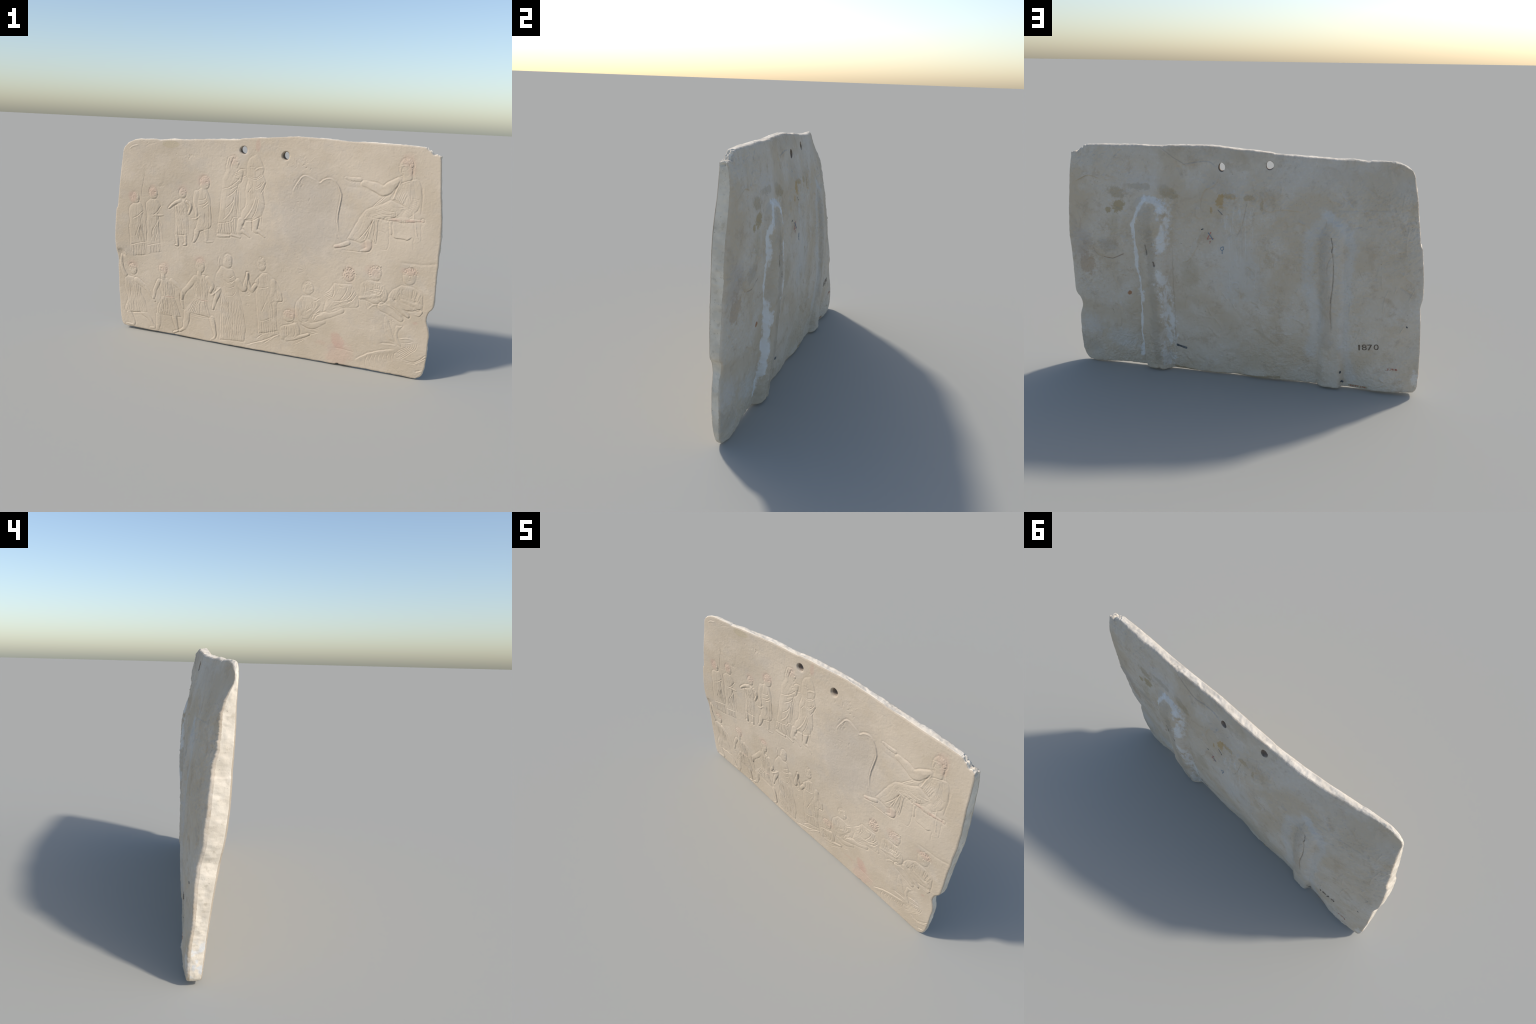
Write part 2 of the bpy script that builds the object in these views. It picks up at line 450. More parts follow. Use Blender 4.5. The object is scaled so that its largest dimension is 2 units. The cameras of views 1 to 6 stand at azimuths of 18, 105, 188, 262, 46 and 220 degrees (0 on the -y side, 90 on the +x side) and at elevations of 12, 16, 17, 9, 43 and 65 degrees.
def youth_with_jug():
    f = Figure("standing_figure")
    f.limb("leg", [(-306, 660), (-313, 624), (-326, 597)], [16, 12, 8])
    f.limb("leg", [(-253, 669), (-248, 627), (-249, 605), (-211, 610)], [15, 12, 8, 5])
    f.garment([(-285, 907), (-322, 873), (-328, 826), (-312, 784), (-300, 743), (-306, 708), (-320, 654)],
              [(-255, 897), (-233, 850), (-226, 792), (-219, 716), (-235, 680), (-269, 664)])
    f.limb("arm", [(-314, 873), (-320, 826), (-311, 767), (-311, 735)], [16, 14, 11, 9])
    f.head((-268, 931), 30, 38, face=1, hair=0.5)
    f.fold([(-300, 834), (-264, 843), (-254, 869)])
    f.fold([(-299, 805), (-268, 814), (-248, 832)])
    f.fold([(-241, 820), (-259, 806), (-276, 792)])
    f.fold([(-236, 812), (-239, 748), (-233, 680)])
    f.fold([(-262, 763), (-259, 716)])
    f.fold([(-227, 804), (-215, 716)])
    f.fold([(-287, 660), (-242, 677)])
    f.ridge([(-339, 726), (-311, 729), (-289, 748)], 7, 2.2)
    f.ridge([(-352, 824), (-345, 790), (-353, 755)], 6, 1.6)
    return f

def veiled_woman():
    f = Figure("veiled_figure")
    f.limb("foot", [(-181, 646), (-116, 649)], [9, 7])
    f.limb("foot", [(-100, 659), (-51, 650)], [9, 6])
    f.garment([(-104, 1088), (-139, 1076), (-148, 1038), (-148, 1005), (-168, 971), (-171, 922), (-168, 905), (-172, 838), (-176, 775), (-183, 719), (-193, 660)],
              [(-84, 1075), (-76, 1051), (-84, 1022), (-51, 1012), (-60, 954), (-79, 928), (-71, 846), (-74, 763), (-72, 664)])
    f.head((-99, 1049), 22, 34, face=1, hair=0.2, lift=1.2)
    f.fold([(-111, 1075), (-121, 1040), (-115, 1004)], 5, 1.3)
    f.fold([(-129, 1078), (-136, 1039), (-136, 1014)], 4, 1.0)
    f.fold([(-167, 905), (-127, 917), (-94, 944), (-66, 974)])
    f.fold([(-118, 905), (-86, 926)])
    f.fold([(-133, 866), (-104, 889), (-85, 911)])
    f.fold([(-92, 870), (-109, 831), (-141, 801)])
    f.ridge([(-89, 868), (-99, 807), (-124, 763), (-150, 737)], 6, 1.8)
    f.fold([(-79, 928), (-81, 846), (-75, 771)])
    f.fold([(-69, 929), (-64, 793)])
    f.fold([(-185, 715), (-114, 731), (-97, 756), (-71, 761)])
    f.pleats([(-183, 710), (-191, 660)], [(-75, 754), (-74, 666)], 11)
    f.pleats([(-106, 996), (-86, 1010)], [(-86, 956), (-58, 952)], 6, 3.5, 1.3)
    f.fold([(-83, 1002), (-69, 1017), (-39, 1019)])
    f.fold([(-53, 979), (-36, 988)])
    return f

def striding_man():
    f = Figure("standing_figure")
    f.limb("leg", [(-50, 740), (-61, 682), (-37, 684), (1, 658)], [20, 14, 11, 6])
    f.limb("leg", [(35, 756), (33, 698), (56, 691), (88, 666)], [20, 15, 11, 6])
    f.garment([(12, 1099), (-21, 1074), (-29, 1042), (-28, 989), (-22, 965), (-31, 915), (-28, 829), (-48, 794), (-53, 740)],
              [(24, 1107), (53, 1063), (65, 1028), (62, 999), (80, 958), (71, 923), (69, 899), (80, 839), (72, 793), (54, 768)])
    f.ridge([(18, 1018), (34, 1028), (60, 1035)], 7, 2.0)
    f.fold([(-14, 1034), (12, 1036)], 4, .9)
    f.fold([(-23, 977), (17, 967), (46, 982), (60, 999)])
    f.fold([(-19, 986), (21, 976), (54, 997)])
    f.fold([(-22, 963), (6, 935), (33, 922), (62, 947), (70, 964)])
    f.fold([(-4, 958), (28, 932), (61, 955)])
    f.fold([(-12, 950), (16, 915), (44, 897)])
    f.fold([(82, 957), (68, 923), (54, 898)])
    f.fold([(-1, 922), (-17, 896)])
    f.ridge([(30, 877), (18, 829), (-10, 773), (-33, 746)], 6, 1.8)
    f.fold([(45, 873), (32, 802), (9, 758)])
    f.fold([(30, 879), (72, 854)])
    f.fold([(-34, 738), (18, 750), (56, 771)], 5, 1.5)
    f.groove([(70, 817), (71, 731)], 5, 1.4)
    f.fold([(14, 746), (15, 687)], 5, 1.2)
    f.pit((-38, 716), 9, 2.5)
    return f

def serpent_line():
    f = Figure("serpent")
    f.contour([(229, 900), (237, 937), (262, 982), (285, 1006), (310, 1005), (348, 989), (371, 977), (392, 994), (420, 1003),
               (447, 992), (473, 963), (489, 925), (485, 874), (480, 815), (487, 740)], 10, 2.2, -1)
    f.ridge([(233, 928), (262, 982), (285, 1006), (310, 1005), (348, 989), (371, 977), (392, 994), (420, 1003),
             (447, 992), (473, 963), (489, 925), (485, 874), (480, 815), (487, 740)], 7, 2.6)
    f.ridge([(474, 725), (481, 711), (490, 705)], 6, 1.8)
    f.ridge([(491, 717), (506, 695), (523, 678)], 5, 1.8)
    return f

def seated_god():
    f = Figure("seated_figure")
    f.limb("chair", [(749, 810), (754, 756)], [9, 9])
    f.groove([(742, 805), (748, 751), (745, 677), (707, 668)], 5, 1.3)
    f.groove([(691, 761), (726, 753), (750, 724)], 5, 1.0)
    f.contour([(757, 810), (765, 757), (777, 735), (819, 735), (838, 731), (861, 751)], 8, 2.6, 1)
    f.ridge([(870, 821), (879, 761), (889, 742)], 6, 1.6)
    f.groove([(870, 744), (868, 721), (873, 689)], 5, 1.2)
    f.groove([(896, 816), (905, 729)], 5, 1.0)
    f.groove([(865, 1027), (887, 988), (892, 944), (891, 861)], 6, 1.6)
    f.ridge([(856, 867), (860, 835)], 7, 1.4)
    f.limb("foot", [(477, 659), (503, 666), (543, 683)], [9, 11, 13])
    f.limb("foot", [(646, 702), (651, 667), (615, 649)], [18, 13, 8])
    f.fold([(513, 643), (553, 643), (612, 643), (662, 653)], 6, 1.4)
    f.garment([(740, 923), (698, 897), (653, 878), (615, 857), (596, 826), (563, 760), (537, 706)],
              [(813, 888), (768, 838), (713, 818), (690, 812), (685, 700), (653, 710), (608, 692)])
    f.garment([(777, 1026), (764, 993), (749, 954), (740, 924), (780, 908), (815, 892)],
              [(841, 1029), (863, 1016), (876, 972), (876, 927), (860, 881), (833, 852)])
    f.limb("arm", [(598, 992), (644, 982), (691, 963), (712, 968), (734, 989), (769, 1016)], [16, 20, 25, 27, 25, 18], lift=4.6)
    f.limb("arm", [(853, 1008), (863, 945), (855, 899), (817, 847)], [22, 24, 24, 17], lift=1.6)
    f.limb("bowl", [(503, 1012), (540, 1009), (579, 1010)], [6, 10, 11])
    f.ridge([(496, 1016), (539, 1017), (582, 1014)], 4, 1.8)
    f.fold([(515, 1002), (527, 992)], 4, 1.1)
    f.fold([(533, 1004), (546, 991)], 4, 1.1)
    f.fold([(548, 1003), (561, 991)], 4, 1.1)
    f.ridge([(582, 1027), (595, 1011), (615, 1000)], 6, 2.2)
    f.limb("neck", [(811, 1034), (809, 1057)], [22, 22])
    f.head((801, 1084), 36, 48, face=-1, hair=0.6)
    f.ridge([(764, 1086), (784, 1092), (802, 1091)], 6, 1.6)
    f.groove([(783, 1103), (798, 1100)], 5, 1.4)
    f.groove([(768, 1084), (780, 1077), (778, 1058), (788, 1049), (772, 1039)], 6, 1.8)
    f.fold([(789, 1131), (808, 1108), (821, 1083)], 6, 1.4)
    f.ring((822, 1093), 10, 4, 1.6)
    f.fold([(835, 1092), (832, 1066), (844, 1037)], 6, 1.4)
    f.fold([(781, 1006), (806, 1017), (838, 1027)], 5, 1.3)
    f.fold([(774, 983), (810, 974), (833, 954), (837, 924)], 4, .9)
    f.pleats([(761, 978), (745, 926)], [(833, 954), (812, 899)], 8, 4, 1.0)
    f.fold([(775, 1015), (758, 970), (742, 925)], 6, 1.6)
    f.fold([(741, 922), (775, 916), (811, 892)], 6, 1.8)
    f.fold([(698, 931), (674, 906), (653, 882)], 5, 1.3)
    f.fold([(715, 936), (689, 911), (668, 890)], 5, 1.0)
    f.fold([(719, 908), (763, 882), (811, 888)], 5, 1.3)
    f.fold([(665, 871), (702, 847), (748, 844)], 5, 1.4)
    f.fold([(692, 877), (720, 864), (758, 862)], 5, 1.3)
    f.fold([(638, 830), (674, 822), (720, 820)], 5, 1.3)
    f.fold([(668, 848), (711, 833), (745, 838)], 5, 1.1)
    f.fold([(751, 862), (755, 836), (768, 837), (768, 863), (751, 862)], 4, 1.2)
    for tip in ([(598, 714), (622, 711), (639, 717)]):
        f.fold([(659, 812), blend((654, 789), tip, .35), tip], 5, 1.3)
    f.fold([(671, 816), (673, 755), (670, 700)], 5, 1.4)
    f.ridge([(683, 817), (684, 757), (686, 700)], 5, 1.6)
    f.zigzag([(822, 853), (842, 879), (854, 907), (857, 933)], 20, 11, 1.0)
    f.zigzag([(707, 959), (735, 982), (766, 1009)], 22, 9, .7)
    f.limb("sceptre", [(737, 824), (789, 826)], [6, 8], lift=2.6)
    f.limb("sceptre", [(830, 827), (847, 827), (891, 830)], [8, 9, 5], lift=2.6)
    f.ring((724, 822), 9, 5, 1.8)
    f.ring((903, 831), 11, 5, 1.8)
    f.limb("hand", [(795, 829), (825, 828)], [15, 15], lift=2.0)
    f.pleats([(797, 824), (799, 807)], [(825, 824), (826, 809)], 4, 3, 1.2)
    return f

def dancing_boy():
    f = Figure("dancing_figure")
    f.limb("leg", [(-767, 106), (-749, 76), (-740, 33), (-788, 31)], [17, 16, 9, 5])
    f.limb("leg", [(-670, 119), (-632, 94), (-610, 56), (-592, 35), (-628, 27)], [19, 16, 9, 8, 6])
    f.garment([(-772, 344), (-784, 306), (-781, 249), (-768, 210), (-776, 175), (-792, 136), (-788, 112), (-767, 111)],
              [(-711, 340), (-679, 304), (-674, 257), (-671, 235), (-651, 203), (-642, 147), (-640, 122)])
    f.limb("arm", [(-775, 347), (-794, 398), (-792, 442), (-789, 470)], [15, 13, 11, 8])
    f.limb("arm", [(-700, 324), (-649, 290), (-609, 240), (-586, 205)], [17, 16, 13, 9])
    f.head((-720, 389), 28, 36, face=1, hair=0.5)
    f.pleats([(-767, 324), (-760, 194)], [(-683, 312), (-679, 211)], 8)
    f.pleats([(-763, 177), (-782, 121)], [(-678, 199), (-649, 131)], 9)
    f.fold([(-767, 111), (-723, 111), (-678, 120), (-641, 120)], 5, 1.5)
    return f

def dancing_girl():
    f = Figure("dancing_figure")
    f.limb("leg", [(-564, 119), (-567, 75), (-576, 27)], [18, 16, 11])
    f.limb("leg", [(-459, 128), (-453, 81), (-445, 41)], [18, 15, 10])
    f.limb("neck", [(-519, 384), (-519, 355)], [13, 14])
    f.garment([(-542, 346), (-542, 292), (-536, 245), (-551, 210), (-570, 174), (-577, 122)],
              [(-491, 366), (-453, 328), (-449, 290), (-454, 249), (-434, 188), (-417, 129)])
    f.limb("arm", [(-549, 337), (-574, 287), (-593, 224)], [14, 13, 9])
    f.limb("arm", [(-466, 350), (-428, 324), (-404, 288), (-404, 249)], [15, 14, 12, 9])
    f.head((-517, 415), 28, 36, face=-1, hair=0.5)
    f.pleats([(-533, 341), (-534, 251)], [(-459, 335), (-456, 253)], 8)
    f.fold([(-536, 246), (-498, 243), (-455, 248)], 4, 1.2)
    f.pleats([(-539, 232), (-572, 126)], [(-454, 241), (-422, 132)], 10)
    return f

def dancing_man():
    f = Figure("dancing_figure")
    f.limb("leg", [(-374, 165), (-381, 115), (-401, 57), (-470, 22)], [21, 19, 10, 6])
    f.limb("leg", [(-215, 156), (-203, 98), (-196, 43), (-224, 18)], [17, 16, 9, 6])
    f.limb("neck", [(-290, 423), (-288, 404)], [15, 15])
    f.garment([(-309, 405), (-325, 369), (-320, 316), (-318, 278), (-353, 225), (-380, 186), (-378, 168)],
              [(-256, 412), (-238, 392), (-233, 343), (-240, 266), (-234, 212), (-211, 157)])
    f.limb("arm", [(-313, 388), (-356, 332), (-390, 292), (-405, 244), (-399, 193)], [16, 16, 15, 12, 9])
    f.limb("arm", [(-238, 395), (-208, 354), (-221, 315)], [15, 14, 9])
    f.head((-284, 461), 28, 42, face=1, hair=0.45)
    f.pleats([(-315, 382), (-315, 278)], [(-248, 394), (-245, 269)], 12)
    f.fold([(-322, 264), (-282, 255), (-265, 256), (-241, 265)], 4, 1.2)
    f.pleats([(-323, 245), (-369, 178)], [(-243, 258), (-215, 160)], 13)
    f.fold([(-378, 169), (-335, 151), (-273, 149), (-211, 156)], 4, 1.2)
    return f

def tall_woman():
    f = Figure("veiled_figure")
    f.garment([(-156, 476), (-184, 428), (-187, 387), (-160, 360), (-151, 309), (-158, 224), (-168, 32)],
              [(-88, 465), (-71, 430), (-51, 373), (-45, 333), (-32, 280), (-10, 189), (-3, 133), (-13, 46)])
    f.limb("arm", [(-55, 402), (-22, 358), (-6, 408), (3, 453)], [17, 16, 12, 8])
    f.limb("arm", [(-166, 337), (-192, 265), (-206, 215)], [16, 13, 8])
    f.head((-119, 507), 29, 42, face=1, hair=0.35)
    f.ridge([(-166, 526), (-171, 500), (-171, 468)], 6, 1.8)
    f.ridge([(-211, 297), (-182, 322), (-156, 350)], 7, 2.6)
    f.fold([(-151, 428), (-120, 387), (-84, 397)])
    f.fold([(-139, 400), (-104, 382), (-75, 404)])
    f.fold([(-132, 427), (-109, 411), (-80, 429)])
    f.fold([(-142, 366), (-107, 355), (-70, 371)], 4, 1.0)
    f.fold([(-148, 332), (-120, 275), (-111, 231)])
    f.fold([(-117, 306), (-83, 314), (-66, 342)], 4, .9)
    f.fold([(-55, 284), (-18, 215), (-6, 151)])
    f.pleats([(-146, 302), (-161, 33)], [(-52, 299), (-16, 52)], 11, 4.2, 1.3)
    return f

def girl_with_mantle():
    f = Figure("standing_figure")
    f.garment([(84, 464), (44, 415), (57, 380), (50, 342), (56, 292), (65, 201), (72, 110)],
              [(113, 468), (159, 431), (195, 378), (207, 321), (178, 306), (177, 206), (187, 145)])
    f.limb("arm", [(49, 390), (22, 358), (5, 402), (-1, 453)], [13, 13, 11, 8])
    f.limb("arm", [(148, 422), (152, 371), (134, 321), (147, 276)], [18, 16, 13, 8])
    f.head((80, 514), 25, 40, face=-1, hair=0.5)
    f.pleats([(62, 446), (62, 395)], [(121, 454), (121, 403)], 7, 3.6, 1.1)
    f.fold([(57, 379), (94, 381), (125, 393)])
    f.fold([(161, 308), (187, 311), (205, 318)], 4, 1.4)
    f.fold([(171, 374), (180, 325)])
    f.fold([(109, 300), (90, 245)])
    f.fold([(151, 287), (161, 215)])
    f.fold([(77, 187), (107, 194), (147, 211), (175, 198)], 4, 1.3)
    f.pleats([(75, 181), (77, 107)], [(173, 196), (181, 131)], 8, 4, 1.0)
    f.ring((7, 342), 13, 6, 1.8)
    f.pit((7, 342), 9, 2.4)
    f.ring((6, 271), 9, 5, 1.3)
    return f

def reclining_with_cup():
    f = Figure("reclining_figure")
    f.garment([(217, 181), (201, 168), (196, 126), (203, 97)], [(292, 211), (313, 173), (299, 123), (244, 102)])
    f.limb("arm", [(237, 102), (299, 123), (360, 152)], [12, 11, 8])
    f.head((245, 242), 34, 34, face=1, hair=0.6)
    f.pit((273, 208), 7, 3.0)
    f.pleats([(218, 177), (220, 123)], [(293, 189), (308, 145)], 6, 4, 1.0)
    f.ridge([(342, 181), (352, 169), (361, 157)], 5, 1.6)
    f.pleats([(368, 175), (413, 189)], [(376, 150), (417, 170)], 4, 3.5, 1.2)
    f.fold([(3, 31), (106, 76), (180, 121)], 7, 1.4)
    f.fold([(61, 77), (90, 105), (109, 112)], 5, 1.1)
    f.fold([(106, 57), (162, 105), (191, 125)], 6, 1.2)
    f.pleats([(277, 102), (315, 126)], [(288, 80), (338, 116)], 4, 4, 1.1)
    return f

def reclining_drinker():
    f = Figure("reclining_figure")
    f.garment([(317, 368), (285, 327), (279, 290), (284, 248), (304, 221), (337, 210)],
              [(365, 372), (413, 363), (415, 328), (379, 277), (363, 248)])
    f.limb("arm", [(338, 273), (369, 298), (386, 337)], [14, 13, 9], lift=2)
    f.head((347, 415), 32, 38, face=1, hair=0.45)
    f.ridge([(362, 373), (384, 370), (413, 372)], 5, 1.8)
    f.fold([(370, 357), (389, 347), (413, 367)], 5, 1.2)
    f.pleats([(320, 239), (360, 247)], [(324, 211), (364, 226)], 4, 3.5, 1.2)
    f.fold([(377, 266), (413, 302)])
    f.fold([(373, 249), (389, 272), (427, 291)])
    f.fold([(384, 241), (402, 267), (424, 277)])
    f.fold([(306, 327), (340, 287), (368, 304)])
    f.fold([(295, 293), (316, 260), (336, 250)])
    f.pleats([(299, 336), (306, 318)], [(327, 360), (334, 342)], 4, 3, .9)
    f.limb("leg", [(334, 213), (380, 204), (442, 237)], [16, 17, 11], lift=1.8)
    f.spray((335, 506), 50, 5, 100, 190)
    f.fold([(336, 490), (360, 471), (379, 455)], 5, 1.0)
    return f

def reclining_torso():
    f = Figure("reclining_figure")
    f.garment([(487, 463), (464, 425), (432, 389), (445, 359), (436, 295)],
              [(580, 467), (607, 421), (623, 376), (615, 348), (543, 334), (483, 301)])
    f.limb("arm", [(595, 375), (548, 349), (494, 324)], [15, 13, 9], lift=2.2)
    f.head((561, 517), 30, 36, face=0, hair=1.0, wild=True)
    f.fold([(479, 462), (491, 429), (481, 377)])
    f.fold([(501, 465), (517, 449), (539, 444)], 6, 1.8)
    f.fold([(560, 452), (547, 412), (525, 374)])
    f.fold([(581, 455), (577, 417), (549, 378)])
    f.fold([(597, 432), (570, 390), (540, 373), (488, 365)])
    f.fold([(608, 415), (586, 383), (565, 367)])
    f.pleats([(435, 392), (461, 412)], [(457, 367), (484, 384)], 4, 3.4, 1.1)
    f.zigzag([(589, 376), (548, 352), (512, 332)], 16, 8, .9)
    f.limb("leg", [(532, 319), (459, 281), (391, 245)], [17, 21, 15], lift=2.0)
    f.groove([(433, 292), (483, 300), (540, 331)], 7, 1.4)
    return f

def reclining_elder():
    f = Figure("reclining_figure")
    f.garment([(660, 505), (627, 480), (625, 436), (623, 404)], [(722, 501), (754, 472), (770, 422), (743, 387), (703, 381)])
    f.limb("arm", [(629, 404), (673, 415), (728, 435)], [10, 12, 14], lift=3.0)
    f.head((697, 540), 33, 40, face=1, hair=0.7, wild=True)
    f.pleats([(637, 487), (658, 434)], [(662, 503), (678, 456)], 4, 4, 1.4)
    f.pleats([(685, 486), (692, 461)], [(745, 477), (738, 451)], 5, 4, 1.3)
    f.fold([(668, 448), (705, 459), (733, 456), (722, 433), (678, 437)], 5, 1.4)
    f.fold([(671, 439), (703, 450), (727, 447)], 4, 1.0)
    f.ridge([(699, 497), (723, 497), (747, 482)], 6, 2.0)
    f.fold([(721, 414), (739, 383)])
    f.fold([(732, 418), (748, 394)])
    f.pleats([(659, 366), (672, 349)], [(675, 387), (697, 371)], 4, 3.4, 1.1)
    f.ridge([(678, 351), (703, 375), (738, 377)], 7, 1.6)
    return f

def reclining_companion():
    f = Figure("reclining_figure")
    f.garment([(832, 496), (795, 471), (772, 437), (769, 400), (803, 370), (849, 364)],
              [(884, 494), (927, 475), (940, 459), (946, 399), (939, 377), (889, 364)])
    f.limb("arm", [(786, 408), (828, 373), (875, 337)], [16, 15, 10], lift=3.2)
    f.limb("arm", [(844, 418), (885, 410), (926, 395)], [13, 15, 17], lift=3.0)
    f.limb("arm", [(831, 438), (869, 429), (904, 424)], [8, 9, 10], lift=2.0)
    f.head((868, 544), 34, 44, face=0, hair=0.5, wild=True)
    f.pit((805, 413), 9, 3.4)
    f.pit((907, 417), 8, 2.6)
    f.pleats([(821, 474), (822, 443)], [(850, 477), (864, 452)], 4, 4, 1.3)
    f.pleats([(887, 485), (886, 433)], [(934, 452), (920, 414)], 5, 5, 1.5)
    f.fold([(849, 367), (889, 365), (939, 383)], 5, 1.3)
    f.contour([(908, 351), (928, 345), (944, 366), (936, 378)], 6, 1.8, 1)
    f.ridge([(935, 378), (945, 366)], 6, 2.2)
    f.limb("leg", [(744, 372), (793, 351), (842, 317)], [24, 25, 14], lift=2.4)
    f.contour([(770, 384), (803, 367), (847, 328)], 12, 2.0, 1)
    return f

def cup_bearer():
    f = Figure("seated_figure")
    f.garment([(762, 325), (758, 286), (769, 238), (787, 199), (821, 189)], [(786, 300), (810, 232), (823, 196)])
    f.garment([(821, 279), (817, 233), (832, 188), (855, 167)], [(859, 282), (842, 258), (835, 230), (854, 180)])
    f.spray((797, 294), 14, 6, 0, 300)
    f.ridge([(848, 213), (891, 218), (913, 212)], 7, 2.2)
    f.fold([(853, 192), (876, 190), (910, 203)], 5, 1.2)
    for k in range(6):                       # hair swirling round the back of the head
        f.fold([blend((882, 191), (939, 199), k/5), blend((884, 171), (930, 164), k/5),
                blend((856, 153), (888, 124), k/5), blend((840, 136), (858, 96), k/5)], 4, .8)
    f.contour([(622, 51), (663, 82), (704, 106), (763, 130), (830, 147)], 8, 2.4, -1)
    for k in range(7):                       # radiating folds of the mantle
        f.fold([blend((690, 92), (815, 120), k/6), blend((679, 55), (814, 89), k/6),
                blend((687, 13), (844, 59), k/6)], 5, .75)
    f.ring((839, 118), 14, 6, 1.3)
    f.fold([(876, 98), (920, 93), (953, 110), (981, 141)], 6, 1.5)
    f.fold([(892, 86), (932, 89), (985, 126)], 6, 1.2)
    f.fold([(824, 45), (874, 12), (916, 8)], 6, 1.0)
    f.fold([(751, 171), (789, 174), (822, 177)], 10, 1.6)
    f.fold([(939, 42), (964, 54)], 8, 1.4)
    f.groove([(512, 101), (562, 100), (616, 93)], 5, 1.2)
    return f

FIGURES = [elder_with_staff, elder_with_wreath, staff_between_elders, small_attendant, youth_with_jug,
           veiled_woman, striding_man, serpent_line, seated_god, dancing_boy, dancing_girl, dancing_man,
           tall_woman, girl_with_mantle, reclining_with_cup, reclining_drinker, reclining_torso,
           reclining_elder, reclining_companion, cup_bearer]

def loose_marks(f):
    """Pits, chipped patches and soft seams of the ground between the figures."""
    for c, r, d in (((-435, 1078), 4, 2), ((-452, 1042), 3, 1.2), ((-602, 1129), 4, 1.5), ((-381, 1078), 4, 1.2), ((-352, 1075), 4, 1),
                    ((-192, 1062), 4, 1), ((-139, 824), 3, 1), ((124, 888), 4, 1), ((82, 840), 5, 1.5), ((159, 842), 3, 1)):
        f.pit(c, r, d)
    f.chips((259, 1077), 75, 48, 40, 11)
    f.chips((256, 958), 30, 36, 24, 12)
    f.chips((288, 865), 40, 30, 12, 13)
    f.chips((-357, 1071), 55, 14, 16, 14)
    f.groove([(-617, 1106), (-593, 1120), (-557, 1130)], 8, .8)
    f.ridge([(-707, 1093), (-680, 1109), (-656, 1117)], 7, 1.6)
    f.groove([(821, 614), (919, 612), (997, 625)], 12, 1.6)
    f.groove([(504, 973), (603, 965), (702, 933)], 16, 1.2)
    f.pit((-788, 488), 24, 9)                      # chip broken from the left edge
    f.groove([(-808, 503), (-789, 482), (-769, 469)], 14, 4)
    f.ridge([(-762, 497), (-755, 474)], 6, 2)


for build in FIGURES:
    build()
    front_canvas.flush()
scratch = Figure.__new__(Figure)          # marks that belong to no figure
scratch.c = front_canvas
loose_marks(scratch)

relief = front_canvas.h
relief = 9 * np.tanh(relief / 9)
X, Z = front_canvas.x, front_canvas.z
relief = relief + .42 * (.6 + .5 * fbm(X, Z, 150, 24, 2)) * fbm(X, Z, 9, 21, 3) + .25 * fbm(X, Z, 22, 25, 2) + 1.6 * fbm(X, Z, 160, 22, 2) + .25 * fbm(X, Z, 5, 23, 2)
fy = front_sheet(fx, fz) - relief * MM

# ================================================================= back surface
back_canvas = Canvas(bx, bz)
bc = back_canvas
X, Z = bc.x, bc.z

def mounting_ridge(z, x, crest, wide_plus, wide_minus, height, top_end):
    """plaster heaped over a buried bar: crest line, two flank widths, height along z"""
    zs = [k[0] for k in crest]
    cx = np.interp(z, zs, [k[1] for k in crest])
    hh = np.interp(z, [k[0] for k in height], [k[1] for k in height])
    wp = np.interp(z, [k[0] for k in wide_plus], [k[1] for k in wide_plus])
    wm = np.interp(z, [k[0] for k in wide_minus], [k[1] for k in wide_minus])
    wob = 5 * fbm(x, z, 60, 31, 2)
    u = (x - cx + wob)
    t = np.where(u > 0, u / wp, -u / wm)
    over = np.clip((z - top_end + 70) / 70, 0, 1)
    t = np.sqrt(t * t + over ** 2 * .95)
    prof = np.clip(1 - t ** 2.8, 0, 1)
    prof = np.where(t < 1, prof, 0)
    return hh * smooth(prof * 1.02) ** .8, np.where(t < 1.0, 1, 0)

ridge_a, mask_a = mounting_ridge(Z, X, crest=[(0, 556), (190, 566), (370, 556), (500, 546), (610, 536), (710, 556), (960, 560)],
                                 wide_plus=[(0, 58), (400, 60), (700, 72), (950, 70)], wide_minus=[(0, 92), (250, 88), (500, 100), (950, 120)],
                                 height=[(0, 42), (80, 40), (200, 42), (400, 41), (700, 37), (850, 28), (960, 10)], top_end=955)
ridge_b, mask_b = mounting_ridge(Z, X, crest=[(0, -395), (250, -390), (730, -378), (870, -385)],
                                 wide_plus=[(0, 75), (400, 66), (860, 62)], wide_minus=[(0, 55), (500, 60), (860, 55)],
                                 height=[(0, 36), (60, 28), (150, 20), (300, 14), (700, 14), (800, 12), (880, 4)], top_end=880)

back_h = ridge_a + ridge_b
bc.h[:] = 0

